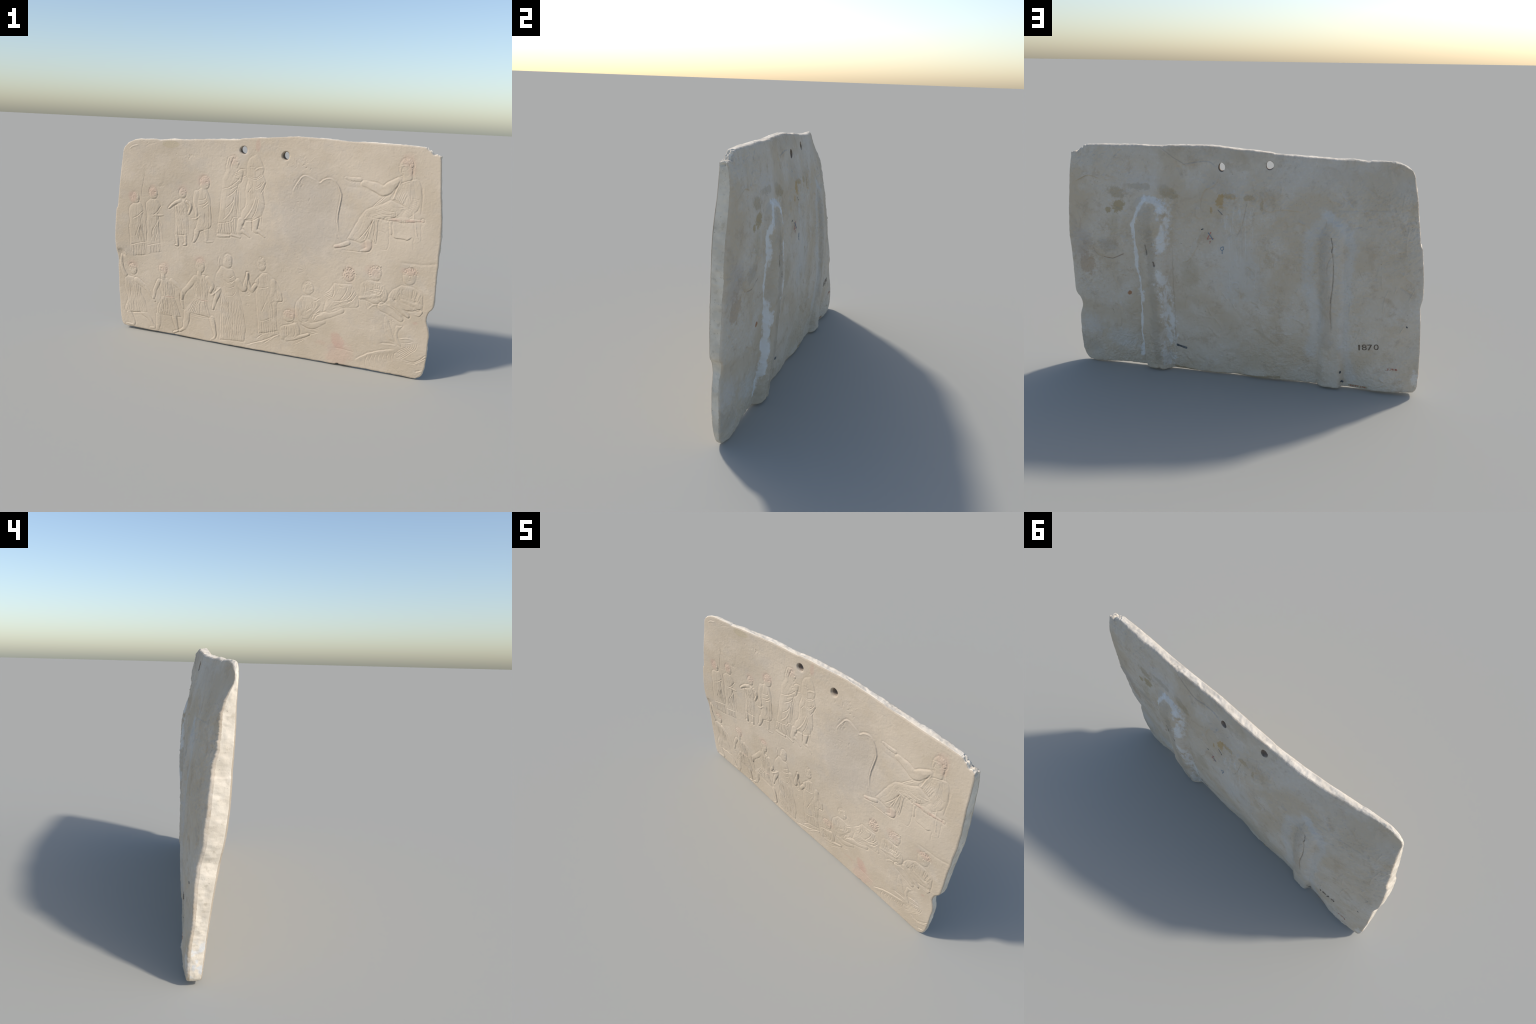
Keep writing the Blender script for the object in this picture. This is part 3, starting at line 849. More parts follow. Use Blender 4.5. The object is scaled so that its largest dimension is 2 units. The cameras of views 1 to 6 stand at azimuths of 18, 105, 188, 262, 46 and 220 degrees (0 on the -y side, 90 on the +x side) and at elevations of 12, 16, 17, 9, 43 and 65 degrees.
def back_layers():
    """edges of plaster coats, cracks, trowel scrapes"""
    coat = lambda pts, w=6, a=1.6, s=1: bc.step(pts, w, a, s)
    crack = lambda pts, w=3.2, d=2.2: bc.line(pts, w, -d)
    scrape = lambda pts, w=4.5, a=1.2: bc.line(pts, w, a)
    coat([(501, 1200), (426, 1146), (360, 1112), (365, 1113), (298, 1124), (240, 1128), (202, 1107), (184, 1129)], 6, 1.5, 1)
    coat([(935, 1009), (866, 1041), (802, 1024)], 5, 2.2, -1)
    coat([(185, 1084), (204, 1024), (258, 990), (277, 925), (257, 871)], 6, 1.6, 1)
    coat([(-20, 967), (-35, 924), (-68, 908), (-128, 917), (-235, 911)], 6, 1.4, -1)
    coat([(-398, 918), (-527, 922), (-699, 920)], 9, 1.2, 1)
    coat([(257, 812), (282, 765), (295, 715), (337, 646), (379, 623)], 6, 1.3, 1)
    coat([(370, 372), (353, 442), (315, 444), (283, 386)], 6, 1.3, 1)
    coat([(679, 1174), (714, 1148), (768, 1069), (799, 1027)], 6, 1.2, -1)
    crack([(43, 949), (50, 912), (60, 860), (72, 818), (94, 776)])
    crack([(473, 783), (442, 780)])
    crack([(807, 618), (757, 613), (698, 641)])
    crack([(864, 671), (848, 632), (807, 617)], 4, 2)
    crack([(-369, 794), (-378, 755), (-375, 733), (-386, 663), (-386, 564), (-379, 474), (-386, 318)], 5, 3.4)
    crack([(-374, 707), (-356, 666), (-354, 620)], 4, 2)
    crack([(-342, 873), (-340, 839)], 4, 1.6)
    crack([(428, 693), (429, 522), (427, 340), (435, 87)], 5, 2.2)
    crack([(556, 687), (551, 666)], 6, 3)
    crack([(519, 625), (514, 603)], 7, 4)
    scrape([(-356, 973), (-369, 950), (-382, 927)])
    scrape([(-707, 997), (-700, 941)], 7, 1.6)
    scrape([(-738, 861), (-728, 793), (-730, 731), (-741, 708)], 7, 1.8)
    scrape([(-636, 799), (-682, 750)], 7, 1.6)
    scrape([(-511, 643), (-534, 591)], 6, 1.8)
    scrape([(-617, 625), (-619, 588), (-627, 552)], 6, 2.0)
    scrape([(-653, 544), (-636, 498), (-634, 440)], 6, 1.8)
    scrape([(-474, 480), (-473, 410)], 6, 1.6)
    scrape([(-530, 352), (-516, 302), (-494, 249)], 6, 1.4)
    scrape([(-740, 368), (-720, 333)], 5, 1.4)
    scrape([(-692, 558), (-684, 527)], 6, 1.4)
    scrape([(-780, 550), (-754, 490)], 6, 1.4)
    scrape([(115, 869), (113, 816), (119, 787)])
    scrape([(90, 776), (85, 697), (81, 645)], 5, 1.8)
    scrape([(67, 818), (63, 740), (59, 686)], 5, 1.6)
    scrape([(40, 746), (39, 658)])
    scrape([(-8, 745), (-4, 682)])
    scrape([(-27, 680), (-28, 595)], 5, 1.6)
    scrape([(129, 607), (125, 546)])
    scrape([(35, 612), (39, 534)])
    scrape([(-29, 499), (-21, 458)], 5, 1.6)
    scrape([(79, 518), (83, 431)], 5, 1.6)
    scrape([(115, 498), (111, 536), (90, 537), (78, 512)], 5, 1.6)
    scrape([(172, 486), (142, 439)], 6, 1.6)
    scrape([(121, 435), (102, 393)], 7, 1.6)
    scrape([(-19, 354), (-32, 314), (-47, 273)], 7, 2.0)
    scrape([(-216, 534), (-208, 507)], 5, 1.6)
    scrape([(726, 364), (687, 320), (651, 308)], 6, 1.6)
    scrape([(946, 859), (927, 812), (936, 767)], 6, 1.6)
    scrape([(945, 1054), (927, 1104)], 4, 1.2)

back_layers()

for k in range(240):                                   # broad trowel facets
    q = np.array((rng.uniform(-780, 960), rng.uniform(40, 1120)))
    a = rng.normal(1.1, .5)
    e = np.array((math.cos(a), math.sin(a))) * rng.uniform(15, 50)
    bc.line([q - e, q + rng.normal(0, 5, 2), q + e], rng.uniform(8, 22), rng.normal(0, 1.3))

for k in range(260):                                   # air-bubble pits
    q = np.array((rng.uniform(-790, 970), rng.uniform(20, 1150)))
    e = rng.normal(0, 2.2, 2)
    bc.line([q - e, q + e], rng.uniform(3, 6), -rng.uniform(.5, 1.6))
rough = .5 + .5 * np.clip(fbm(X, Z, 200, 41, 2), -1, 1)
back_h = back_h + 1.7 * bc.h + (1.1 + 1.2 * rough) * .8 * (.35 + .9 * rough) * fbm(X, Z, 15, 42, 4, .6) + 2.8 * fbm(X, Z, 110, 43, 3) \
    + .9 * (.15 + rough) * fbm(X + .4 * Z, Z * 1.3, 9, 44, 2)
by = back_sheet(bx, bz) + back_h * MM
by = np.maximum(by, front_sheet(bx, bz) + .012)

# ================================================================= one watertight mesh
n_grid = (NU + 1) * (NV + 1)
gid = np.arange(n_grid).reshape(NU + 1, NV + 1)
verts = [np.stack([fx, fy, fz], -1).reshape(-1, 3), np.stack([bx, by, bz], -1).reshape(-1, 3)]
faces, labels = [], []
KIND = {"front": 0, "back": -1, "rim": -2, "hole0": -3, "hole1": -4, "ridge0": -5, "ridge1": -6}

hole_mask = np.zeros((NU, NV), bool)
for h in HOLES:
    ci, cj = h["cell"]
    hole_mask[ci - HALF:ci + HALF, cj - HALF:cj + HALF] = True
quad = np.stack([gid[:-1, :-1], gid[1:, :-1], gid[1:, 1:], gid[:-1, 1:]], -1)
keep = ~hole_mask
faces.append(quad[keep])
cell_label = front_canvas.label[:-1, :-1]
labels.append(cell_label[keep])
faces.append((quad + n_grid)[keep][:, ::-1])
lb = np.full((NU, NV), KIND["back"])
lb[mask_a[:-1, :-1] > 0] = KIND["ridge0"]
lb[mask_b[:-1, :-1] > 0] = KIND["ridge1"]
labels.append(lb[keep])

def loft(front_ids, back_ids, rings, label, first=0, first_rings=0, last=0, last_rings=0):
    """quads between two loops through intermediate vertex rings"""
    base = sum(len(v) for v in verts)
    ids = [front_ids]
    for r in rings:
        verts.append(r)
        ids.append(np.arange(base, base + len(r)))
        base += len(r)
    ids.append(back_ids)
    for k, (a, b) in enumerate(zip(ids[:-1], ids[1:])):
        a2, b2 = np.roll(a, -1), np.roll(b, -1)
        faces.append(np.stack([a, b, b2, a2], -1))
        labels.append(np.full(len(a), first if k < first_rings else last if k > len(rings) - last_rings else label))

# rim: rounded arrises with a rough, slightly chipped flat between
pf = gid[PER[:, 0], PER[:, 1]]
Pf, Pb = verts[0][pf], verts[1][pf]
n3 = np.c_[normal2d[:, 0], np.zeros(len(pf)), normal2d[:, 1]]
thick = (Pb[:, 1] - Pf[:, 1])
rings = []
sp = np.cumsum(np.r_[0, np.hypot(*np.diff(outline, axis=0).T)]) / MM
corner = np.hypot(outline[:, 0] - .918, outline[:, 1] - 1.16) < .05      # broken top corner
for w in (.03, .08, .14, .22, .32, .42, .5, .58, .68, .78, .86, .92, .97):
    df, db = w * thick, (1 - w) * thick
    qf = np.sqrt(np.clip(1 - (1 - np.clip(df / ROUND_FRONT, 0, 1)) ** 2, 0, 1))
    qb = np.sqrt(np.clip(1 - (1 - np.clip(db / ROUND_BACK, 0, 1)) ** 2, 0, 1))
    out = np.minimum(qf, qb) * (ROUND_FRONT * (1 - w) + ROUND_BACK * w)
    mid = Pf * (1 - w) + Pb * w
    env = math.sin(math.pi * w)
    rough_side = env * MM * (2.3 * fbm(sp, np.full_like(sp, w * 70), 24, 51, 3) + 3.0 * fbm(sp, np.full_like(sp, w * 60), 80, 52, 2))
    rough_side = rough_side + corner * env * MM * 7 * fbm(sp, np.full_like(sp, w * 60), 14, 53, 2)
    rings.append(mid + n3 * (out + rough_side)[:, None])
loft(pf, pf + n_grid, rings, KIND["rim"], KIND["front"], 2, KIND["back"], 4)

# bores of the two holes
for k, h in enumerate(HOLES):
    ci, cj = h["cell"]
    loop = [(ci + i, cj - HALF) for i in range(-HALF, HALF)] + [(ci + HALF, cj + j) for j in range(-HALF, HALF)]
    loop += [(ci + i, cj + HALF) for i in range(HALF, -HALF, -1)] + [(ci - HALF, cj + j) for j in range(HALF, -HALF, -1)]
    ids = np.array([gid[p] for p in loop])[::-1]
    A, B = verts[0][ids], verts[1][ids]
    ca, cb = A.mean(0), B.mean(0)
    rings = []
    for w in (.04, .1, .18, .3, .5, .7, .86, .95):
        c = ca * (1 - w) + cb * w
        dirs = (A - ca) * (1 - w) + (B - cb) * w
        dirs[:, 1] = 0
        dirs /= np.linalg.norm(dirs, axis=1)[:, None]
        oval = lambda ab: 1 / np.sqrt((dirs[:, 0] / ab[0]) ** 2 + (dirs[:, 2] / ab[1]) ** 2)
        bore = oval(h["bore"])
        flare = max(0, 1 - w / .24) ** 2 * (oval(h["mouth"]) - bore) + max(0, 1 - (1 - w) / .16) ** 2 * (oval(h["exit"]) - bore)
        y = A[:, 1] * (1 - w) + B[:, 1] * w
        r = (bore + flare) * MM * (1 + .04 * np.sin(3 * np.arange(len(ids)) * 2 * math.pi / len(ids)))
        q = c + dirs * r[:, None]
        q[:, 1] = y
        rings.append(q)
    loft(ids, ids + n_grid, rings, KIND["hole%d" % k], KIND["front"], 3)

V = np.vstack(verts)
V[:, 2] -= V[:, 2].min()
F = np.vstack(faces).astype(np.int64)
L = np.concatenate(labels)

# vertex normals of the undivided surface
d1, d2 = V[F[:, 2]] - V[F[:, 0]], V[F[:, 3]] - V[F[:, 1]]
fn = np.cross(d1, d2)
N = np.zeros_like(V)
for k in range(4):
    for a in range(3):
        N[:, a] += np.bincount(F[:, k], weights=fn[:, a], minlength=len(V))
N /= np.linalg.norm(N, axis=1)[:, None] + 1e-12

def back_point(x, z, proud):
    """point on the finished back, `proud` metres off it (nearest grid cell, local plane)"""
    i = np.argmin((bx - x) ** 2 + (bz - z) ** 2)
    v, n = V[n_grid + i], N[n_grid + i]
    y = v[1] - (n[0] * (x - v[0]) + n[2] * (z - v[2])) / n[1]
    return Vector((x, y, z)) + Vector(n) * proud

# ================================================================= materials
class Nodes:
    """tiny expression layer over shader nodes; every mask is computed from Object coordinates"""
    def __init__(self, name):
        self.mat = bpy.data.materials.new(name)
        self.mat.use_nodes = True
        self.t = self.mat.node_tree
        self.bsdf = self.t.nodes["Principled BSDF"]
        tc = self.t.nodes.new("ShaderNodeTexCoord")
        self.co = tc.outputs["Object"]
        sep = self.t.nodes.new("ShaderNodeSeparateXYZ")
        self.t.links.new(self.co, sep.inputs[0])
        self.x, self.y, self.z = sep.outputs
    def put(self, sock, v):
        if isinstance(v, bpy.types.NodeSocket):
            self.t.links.new(v, sock)
        else:
            sock.default_value = v
    def m(self, op, a, b=0.0, c=0.0, clamp=False):
        n = self.t.nodes.new("ShaderNodeMath")
        n.operation, n.use_clamp = op, clamp
        for s, v in zip(n.inputs, (a, b, c)):
            self.put(s, v)
        return n.outputs[0]
    def noise(self, scale, detail=4, rough=.55, stretch=None, seed=0.0, distortion=0.0):
        mp = self.t.nodes.new("ShaderNodeMapping")
        self.t.links.new(self.co, mp.inputs[0])
        mp.inputs["Location"].default_value = (seed, seed * .7, -seed)
        if stretch:
            mp.inputs["Scale"].default_value = stretch
        n = self.t.nodes.new("ShaderNodeTexNoise")
        self.t.links.new(mp.outputs[0], n.inputs["Vector"])
        n.inputs["Scale"].default_value = scale
        n.inputs["Detail"].default_value = detail
        n.inputs["Roughness"].default_value = rough
        n.inputs["Distortion"].default_value = distortion
        return n.outputs["Fac"]
    def ramp(self, v, lo, hi, a=0.0, b=1.0):
        n = self.t.nodes.new("ShaderNodeMapRange")
        n.interpolation_type = "SMOOTHSTEP"
        for s, k in zip(n.inputs, (v, lo, hi, a, b)):
            self.put(s, k)
        return n.outputs[0]
    def mix(self, fac, a, b):
        n = self.t.nodes.new("ShaderNodeMix")
        n.data_type = "RGBA"
        for s, v in ((n.inputs[0], fac), (n.inputs[6], a), (n.inputs[7], b)):
            self.put(s, v if isinstance(v, bpy.types.NodeSocket) or s is n.inputs[0] else (*v, 1))
        return n.outputs[2]
    def blob(self, centre, rx, rz, warp, soft=.25, turn=0.0):
        """soft-edged oval stain at (x, z) mm with a noisy border"""
        dx = self.m("SUBTRACT", self.x, centre[0] * MM)
        dz = self.m("SUBTRACT", self.z, centre[1] * MM)
        c, s = math.cos(turn), math.sin(turn)
        u = self.m("ADD", self.m("MULTIPLY", dx, c / (rx * MM)), self.m("MULTIPLY", dz, s / (rx * MM)))
        v = self.m("ADD", self.m("MULTIPLY", dx, -s / (rz * MM)), self.m("MULTIPLY", dz, c / (rz * MM)))
        r = self.m("SQRT", self.m("ADD", self.m("MULTIPLY", u, u), self.m("MULTIPLY", v, v)))
        return self.ramp(self.m("ADD", r, warp), 1 + soft, 1 - soft)
    def streak(self, pts, half, warp, soft=.35):
        """band along a polyline (mm)"""
        best = None
        for a, b in zip(pts[:-1], pts[1:]):
            ax, az, ex, ez = a[0] * MM, a[1] * MM, (b[0] - a[0]) * MM, (b[1] - a[1]) * MM
            l2 = ex * ex + ez * ez
            px, pz = self.m("SUBTRACT", self.x, ax), self.m("SUBTRACT", self.z, az)
            t = self.m("ADD", self.m("MULTIPLY", px, ex / l2), self.m("MULTIPLY", pz, ez / l2), clamp=True)
            qx = self.m("MULTIPLY_ADD", t, -ex, px)
            qz = self.m("MULTIPLY_ADD", t, -ez, pz)
            d = self.m("ADD", self.m("MULTIPLY", qx, qx), self.m("MULTIPLY", qz, qz))
            best = d if best is None else self.m("MINIMUM", best, d)
        r = self.m("DIVIDE", self.m("SQRT", best), half * MM)
        return self.ramp(self.m("ADD", r, warp), 1 + soft, 1 - soft)
    def finish(self, colour, rough=.85, bumps=()):
        self.put(self.bsdf.inputs["Base Color"], colour)
        self.bsdf.inputs["Roughness"].default_value = rough
        self.bsdf.inputs["Specular IOR Level"].default_value = .25
        last = None
        for h, strength, dist in bumps:
            n = self.t.nodes.new("ShaderNodeBump")
            n.inputs["Strength"].default_value = strength
            n.inputs["Distance"].default_value = dist
            self.t.links.new(h, n.inputs["Height"])
            if last is not None:
                self.t.links.new(last, n.inputs["Normal"])
            last = n.outputs[0]
        if last is not None:
            self.t.links.new(last, self.bsdf.inputs["Normal"])
        return self.mat

def centred(n, sock, amount):
    return n.m("MULTIPLY_ADD", sock, amount * 2, -amount)

CREAM, SAND, DUSTY = (.505, .425, .33), (.455, .378, .285), (.435, .38, .315)
PALE, PINK, OCHRE = (.60, .515, .42), (.47, .285, .225), (.36, .27, .15)

def front_material():
    n = Nodes("painted_clay_front")
    big, mid, fine = n.noise(3.2, 4, seed=3), n.noise(11, 5, seed=7), n.noise(160, 3, seed=1)
    col = n.mix(n.ramp(big, .38, .64), SAND, CREAM)
    col = n.mix(n.m("MULTIPLY", n.ramp(mid, .5, .72), .45), col, DUSTY)
    w = centred(n, n.noise(22, 3, seed=5), .7)
    col = n.mix(n.m("MULTIPLY", n.blob((330, 800), 210, 230, w, .5), .55), col, (.40, .35, .295))      # greyed field
    col = n.mix(n.m("MULTIPLY", n.blob((-60, 560), 330, 150, w, .6), .22), col, (.41, .355, .29))
    for c, rx, rz, k in (((-694, 823), 24, 34, 0.55),
                         ((-573, 863), 22, 30, 0.50),
                         ((-277, 947), 34, 28, 0.45),
                         ((-398, 884), 26, 26, 0.30),
                         ((-106, 1063), 22, 26, 0.30),
                         ((806, 1123), 30, 30, 0.35),
                         ((831, 1073), 18, 26, 0.30),
                         ((-717, 423), 32, 22, 0.35),
                         ((-511, 426), 32, 36, 0.30),
                         ((-291, 497), 32, 20, 0.40),
                         ((255, 259), 34, 28, 0.30),
                         ((561, 523), 30, 40, 0.30),
                         ((683, 554), 36, 30, 0.30),
                         ((864, 572), 36, 18, 0.45),
                         ((26, 1149), 12, 30, 0.50),
                         ((843, 826), 24, 8, 0.60),
                         ((765, 825), 24, 8, 0.45),
                         ((640, 681), 26, 26, 0.30),
                         ((491, 661), 20, 10, 0.40),
                         ((891, 829), 18, 6, 0.40),
                         ((915, 306), 10, 8, 0.50),
                         ((-490, 247), 36, 4, 0.60),
                         ((-269, 258), 36, 4, 0.50),
                         ((429, 118), 30, 12, 0.30)):
        col = n.mix(n.m("MULTIPLY", n.blob(c, rx, rz, w, .5), k * .62), col, PINK)
    col = n.mix(n.m("MULTIPLY", n.blob((530, 70), 66, 70, w, .35), .3), col, PINK)
    col = n.mix(n.m("MULTIPLY", n.blob((522, 143), 30, 45, w, .35, .5), .42), col, PINK)
    tape = n.blob((-466, 1129), 48, 20, centred(n, n.noise(40, 2), .2), .12)
    col = n.mix(n.m("MULTIPLY", tape, .5), col, (.42, .35, .23))
    speck = n.ramp(n.noise(70, 2, seed=9), .70, .78)
    col = n.mix(n.m("MULTIPLY", speck, .25), col, (.27, .21, .16))
    edge = n.ramp(n.noise(9, 4, seed=12), .55, .72)
    col = n.mix(n.m("MULTIPLY", edge, .22), col, PALE)
    return n.finish(col, .85, ((fine, .10, .0015), (n.noise(420, 2, seed=2), .06, .0008)))

def rim_material():
    n = Nodes("worn_plaster_rim")
    col = n.mix(n.ramp(n.noise(14, 5, seed=15), .35, .65), (.70, .61, .485), (.83, .73, .59))
    col = n.mix(n.m("MULTIPLY", n.ramp(n.noise(38, 4, seed=16), .56, .7), .45), col, (.50, .42, .31))
    col = n.mix(n.m("MULTIPLY", n.ramp(n.noise(120, 2, seed=17), .68, .76), .6), col, (.24, .19, .14))
    w = centred(n, n.noise(40, 3), .6)
    col = n.mix(n.m("MULTIPLY", n.blob((-800, 90), 60, 80, w, .3), n.ramp(n.noise(30, 3, seed=4), .45, .6)), col, (.72, .70, .66))
    return n.finish(col, .9, ((n.noise(90, 4), .35, .003),))

def back_material():
    n = Nodes("rough_plaster_back")
    big = n.noise(4.0, 5, seed=21, distortion=.6)
    mid = n.noise(13, 6, .6, seed=22, distortion=.4)
    fine = n.noise(120, 4, .6, seed=23)
    col = n.mix(n.ramp(big, .36, .62), (.57, .468, .345), (.62, .535, .43))
    col = n.mix(n.m("MULTIPLY", n.ramp(mid, .52, .70), .55), col, (.48, .37, .255))
    col = n.mix(n.m("MULTIPLY", n.ramp(n.noise(9, 5, seed=25), .54, .70), .45), col, (.64, .57, .48))
    grit = n.noise(55, 5, .7, seed=35)
    col = n.mix(n.m("MULTIPLY", n.m("MULTIPLY", n.ramp(grit, .52, .66), n.ramp(mid, .40, .62)), .55), col, (.455, .375, .29))
    col = n.mix(n.m("MULTIPLY", n.m("MULTIPLY", n.ramp(grit, .48, .34), n.ramp(big, .40, .62)), .40), col, (.66, .61, .55))
    w = n.m("ADD", centred(n, n.noise(14, 3, seed=26), .9), centred(n, n.noise(60, 4, .65, seed=28), .8))
    wf = centred(n, n.noise(45, 5, .7, seed=27), 1.5)
    def stain(mask, amount, rgb):
        return n.mix(n.m("MULTIPLY", mask, amount), col, rgb)
    OLIVE, WHITE, GREY, RUST = (0.336, 0.249, 0.132), (0.762, 0.742, 0.706), (0.28, 0.239, 0.196), (0.37, 0.164, 0.0637)
    col = stain(n.blob((724, 961), 50, 28, w), .45, OLIVE)
    col = stain(n.blob((600, 997), 60, 17, w), .45, OLIVE)
    col = stain(n.blob((440, 972), 60, 26, w, .35, .35), .45, OLIVE)
    col = stain(n.blob((712, 892), 34, 30, w), 0.61, (0.358, 0.254, 0.103))
    col = stain(n.blob((764, 869), 16, 14, wf), 0.58, (0.358, 0.254, 0.103))
    col = stain(n.blob((740, 805), 26, 60, w, .5), 0.25, (0.381, 0.286, 0.137))
    col = stain(n.blob((907, 576), 40, 60, w), 0.47, (0.426, 0.286, 0.167))
    col = stain(n.blob((778, 687), 50, 34, wf, .6), .35, GREY)
    col = stain(n.blob((930, 683), 50, 90, w, .5), 0.36, (0.414, 0.36, 0.323))
    col = stain(n.blob((951, 102), 70, 60, w, .5), 0.32, (0.347, 0.307, 0.25))
    col = stain(n.blob((176, 950), 19, 30, wf, .2), 0.58, (0.47, 0.286, 0.0833))
    col = stain(n.blob((133, 972), 32, 14, wf), 0.47, (0.448, 0.297, 0.118))
    col = stain(n.blob((221, 900), 8, 17, wf), 0.54, (0.47, 0.286, 0.098))
    col = stain(n.blob((35, 969), 26, 13, wf), 0.43, (0.403, 0.276, 0.127))
    col = stain(n.blob((-29, 932), 9, 30, wf), 0.36, (0.414, 0.286, 0.137))
    col = stain(n.blob((-69, 666), 26, 34, wf), 0.29, (0.414, 0.297, 0.157))
    col = stain(n.blob((31, 604), 16, 26, wf), 0.43, (0.426, 0.286, 0.118))
    col = stain(n.blob((61, 470), 12, 16, wf), 0.36, (0.426, 0.286, 0.118))
    col = stain(n.blob((333, 567), 50, 70, w, .5), 0.29, (0.381, 0.297, 0.176))
    col = stain(n.blob((676, 430), 13, 9, wf), .85, RUST)
    col = stain(n.blob((92, 1107), 60, 20, w), 0.14, (0.347, 0.276, 0.186))
    col = stain(n.blob((159, 1170), 250, 40, w, .5), 0.25, (0.403, 0.329, 0.24))
    col = stain(n.blob((172, 1045), 90, 60, w, .5), 0.25, (0.504, 0.44, 0.372))
    col = stain(n.streak([(598, 769), (583, 655), (585, 593), (564, 413), (574, 226), (589, 16)], 22, wf, .5), .7, (.55, .465, .355))  # flank shading painted on first ridge: tan crest, darker strip beside it
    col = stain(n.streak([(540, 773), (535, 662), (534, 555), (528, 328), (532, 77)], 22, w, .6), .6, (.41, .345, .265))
    col = stain(n.streak([(-407, 827), (-412, 664), (-402, 518), (-405, 205), (-407, 37)], 20, w, .6), .55, (.60, .52, .42))  # second ridge tinted lighter on its lit side, darker across the crack
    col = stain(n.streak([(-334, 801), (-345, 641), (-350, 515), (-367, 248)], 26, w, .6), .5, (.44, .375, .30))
    # pale wet plaster dragged over the ridges
    col = stain(n.blob((110, 675), 130, 190, w, .5), 0.32, (0.594, 0.557, 0.505))
    col = stain(n.blob((48, 551), 130, 110, w, .5), 0.36, (0.594, 0.562, 0.514))
    col = stain(n.streak([(565, 938), (604, 874), (632, 807), (625, 736), (625, 634), (624, 562), (603, 487), (607, 404), (606, 336), (612, 265), (613, 166), (627, 71)],
                         9.5, centred(n, n.noise(24, 6, .7, (1, 1, .5), 31), 2.9), .5), .88, WHITE)
    col = stain(n.streak([(565, 938), (513, 932), (470, 889)], 16, wf, .4), .6, WHITE)
    col = stain(n.m("MULTIPLY", n.streak([(470, 898), (470, 828), (479, 707)], 32, wf, .5), n.ramp(n.noise(24, 5, .6, (1, 1, .5), 33), .42, .58)), .7, WHITE)
    col = stain(n.m("MULTIPLY", n.streak([(501, 560), (471, 450), (465, 383), (453, 242), (477, 59)], 32, wf, .4), n.ramp(n.noise(22, 5, .62, (1, 1, .6), 34), .42, .55)), .65, WHITE)
    col = stain(n.blob((599, 437), 22, 34, wf, .3), .65, WHITE)
    col = stain(n.streak([(-345, 896), (-438, 839), (-474, 744), (-449, 624), (-454, 521), (-449, 255), (-490, 70)], 26, w, .6), .5, (0.594, 0.572, 0.534))
    col = stain(n.streak([(-345, 896), (-271, 798), (-261, 656), (-268, 552), (-314, 357), (-288, 193)], 30, w, .6), .45, (0.594, 0.572, 0.534))
    col = stain(n.blob((-323, 1087), 220, 70, w, .6), 0.25, (0.582, 0.551, 0.505))
    col = stain(n.blob((912, 220), 70, 50, wf, .5), 0.36, (0.627, 0.594, 0.564))
    col = stain(n.blob((736, 165), 90, 50, wf, .5), 0.36, (0.616, 0.594, 0.554))
    scratch = n.ramp(n.noise(60, 3, .6, (1, 1, .07), 36), .56, .66)
    col = stain(n.m("MULTIPLY", n.blob((77, 677), 110, 260, w, .5), scratch), .55, (.68, .65, .60))
    col = stain(n.blob((591, 1021), 120, 50, w, .6), 0.29, (0.594, 0.562, 0.529))
    col = stain(n.blob((-809, 95), 18, 40, wf, .4), 0.58, (0.739, 0.7, 0.647))
    col = stain(n.streak([(558, 711), (551, 664)], 3, wf, .9), .6, (0.146, 0.117, 0.0882))  # crack shadows drawn in dark colour over the grooves
    col = stain(n.streak([(520, 625), (514, 603)], 4, wf, .8), .65, (0.134, 0.106, 0.0882))
    col = stain(n.streak([(-369, 795), (-378, 755), (-374, 729)], 2.0, wf, .9), .6, (0.146, 0.122, 0.098))
    col = stain(n.streak([(-386, 663), (-386, 564), (-379, 474)], 1.6, wf, .9), .4, (0.224, 0.18, 0.137))
    col = stain(n.streak([(807, 618), (757, 613), (698, 641)], 2.0, wf, .9), .5, (0.224, 0.127, 0.0882))
    col = stain(n.streak([(501, 1200), (426, 1146), (360, 1112), (365, 1113)], 1.4, wf, .9), .25, (0.448, 0.276, 0.137))
    col = stain(n.streak([(447, 21), (322, 4), (193, 3), (35, 9), (-123, 22)], 6, wf, .6), .6, (0.302, 0.212, 0.108))
    col = stain(n.blob((527, 78), 70, 50, w, .5), 0.29, (0.37, 0.302, 0.216))
    col = stain(n.blob((559, 812), 40, 100, w, .4), 0.32, (0.381, 0.318, 0.24))

    speck = n.ramp(n.noise(85, 2, seed=29), .70, .78)
    col = n.mix(n.m("MULTIPLY", speck, .4), col, (.20, .16, .12))
    return n.finish(col, .9, ((n.noise(48, 5, .6, seed=30), .4, .004), (fine, .4, .002)))

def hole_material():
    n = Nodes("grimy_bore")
    return n.finish(n.mix(n.ramp(n.noise(40, 4), .35, .65), (.24, .195, .15), (.38, .31, .245)), .95, ((n.noise(90, 4), .3, .003),))  # albedo lowered to paint the shadow inside the holes

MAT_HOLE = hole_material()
MAT_FRONT, MAT_RIM, MAT_BACK = front_material(), rim_material(), back_material()

def flat_paint(name, rgb, rgb2=None):
    n = Nodes(name)
    col = n.mix(n.ramp(n.noise(60, 4), .4, .65), rgb, rgb2 or tuple(k * 1.25 for k in rgb))
    return n.finish(col, .8)


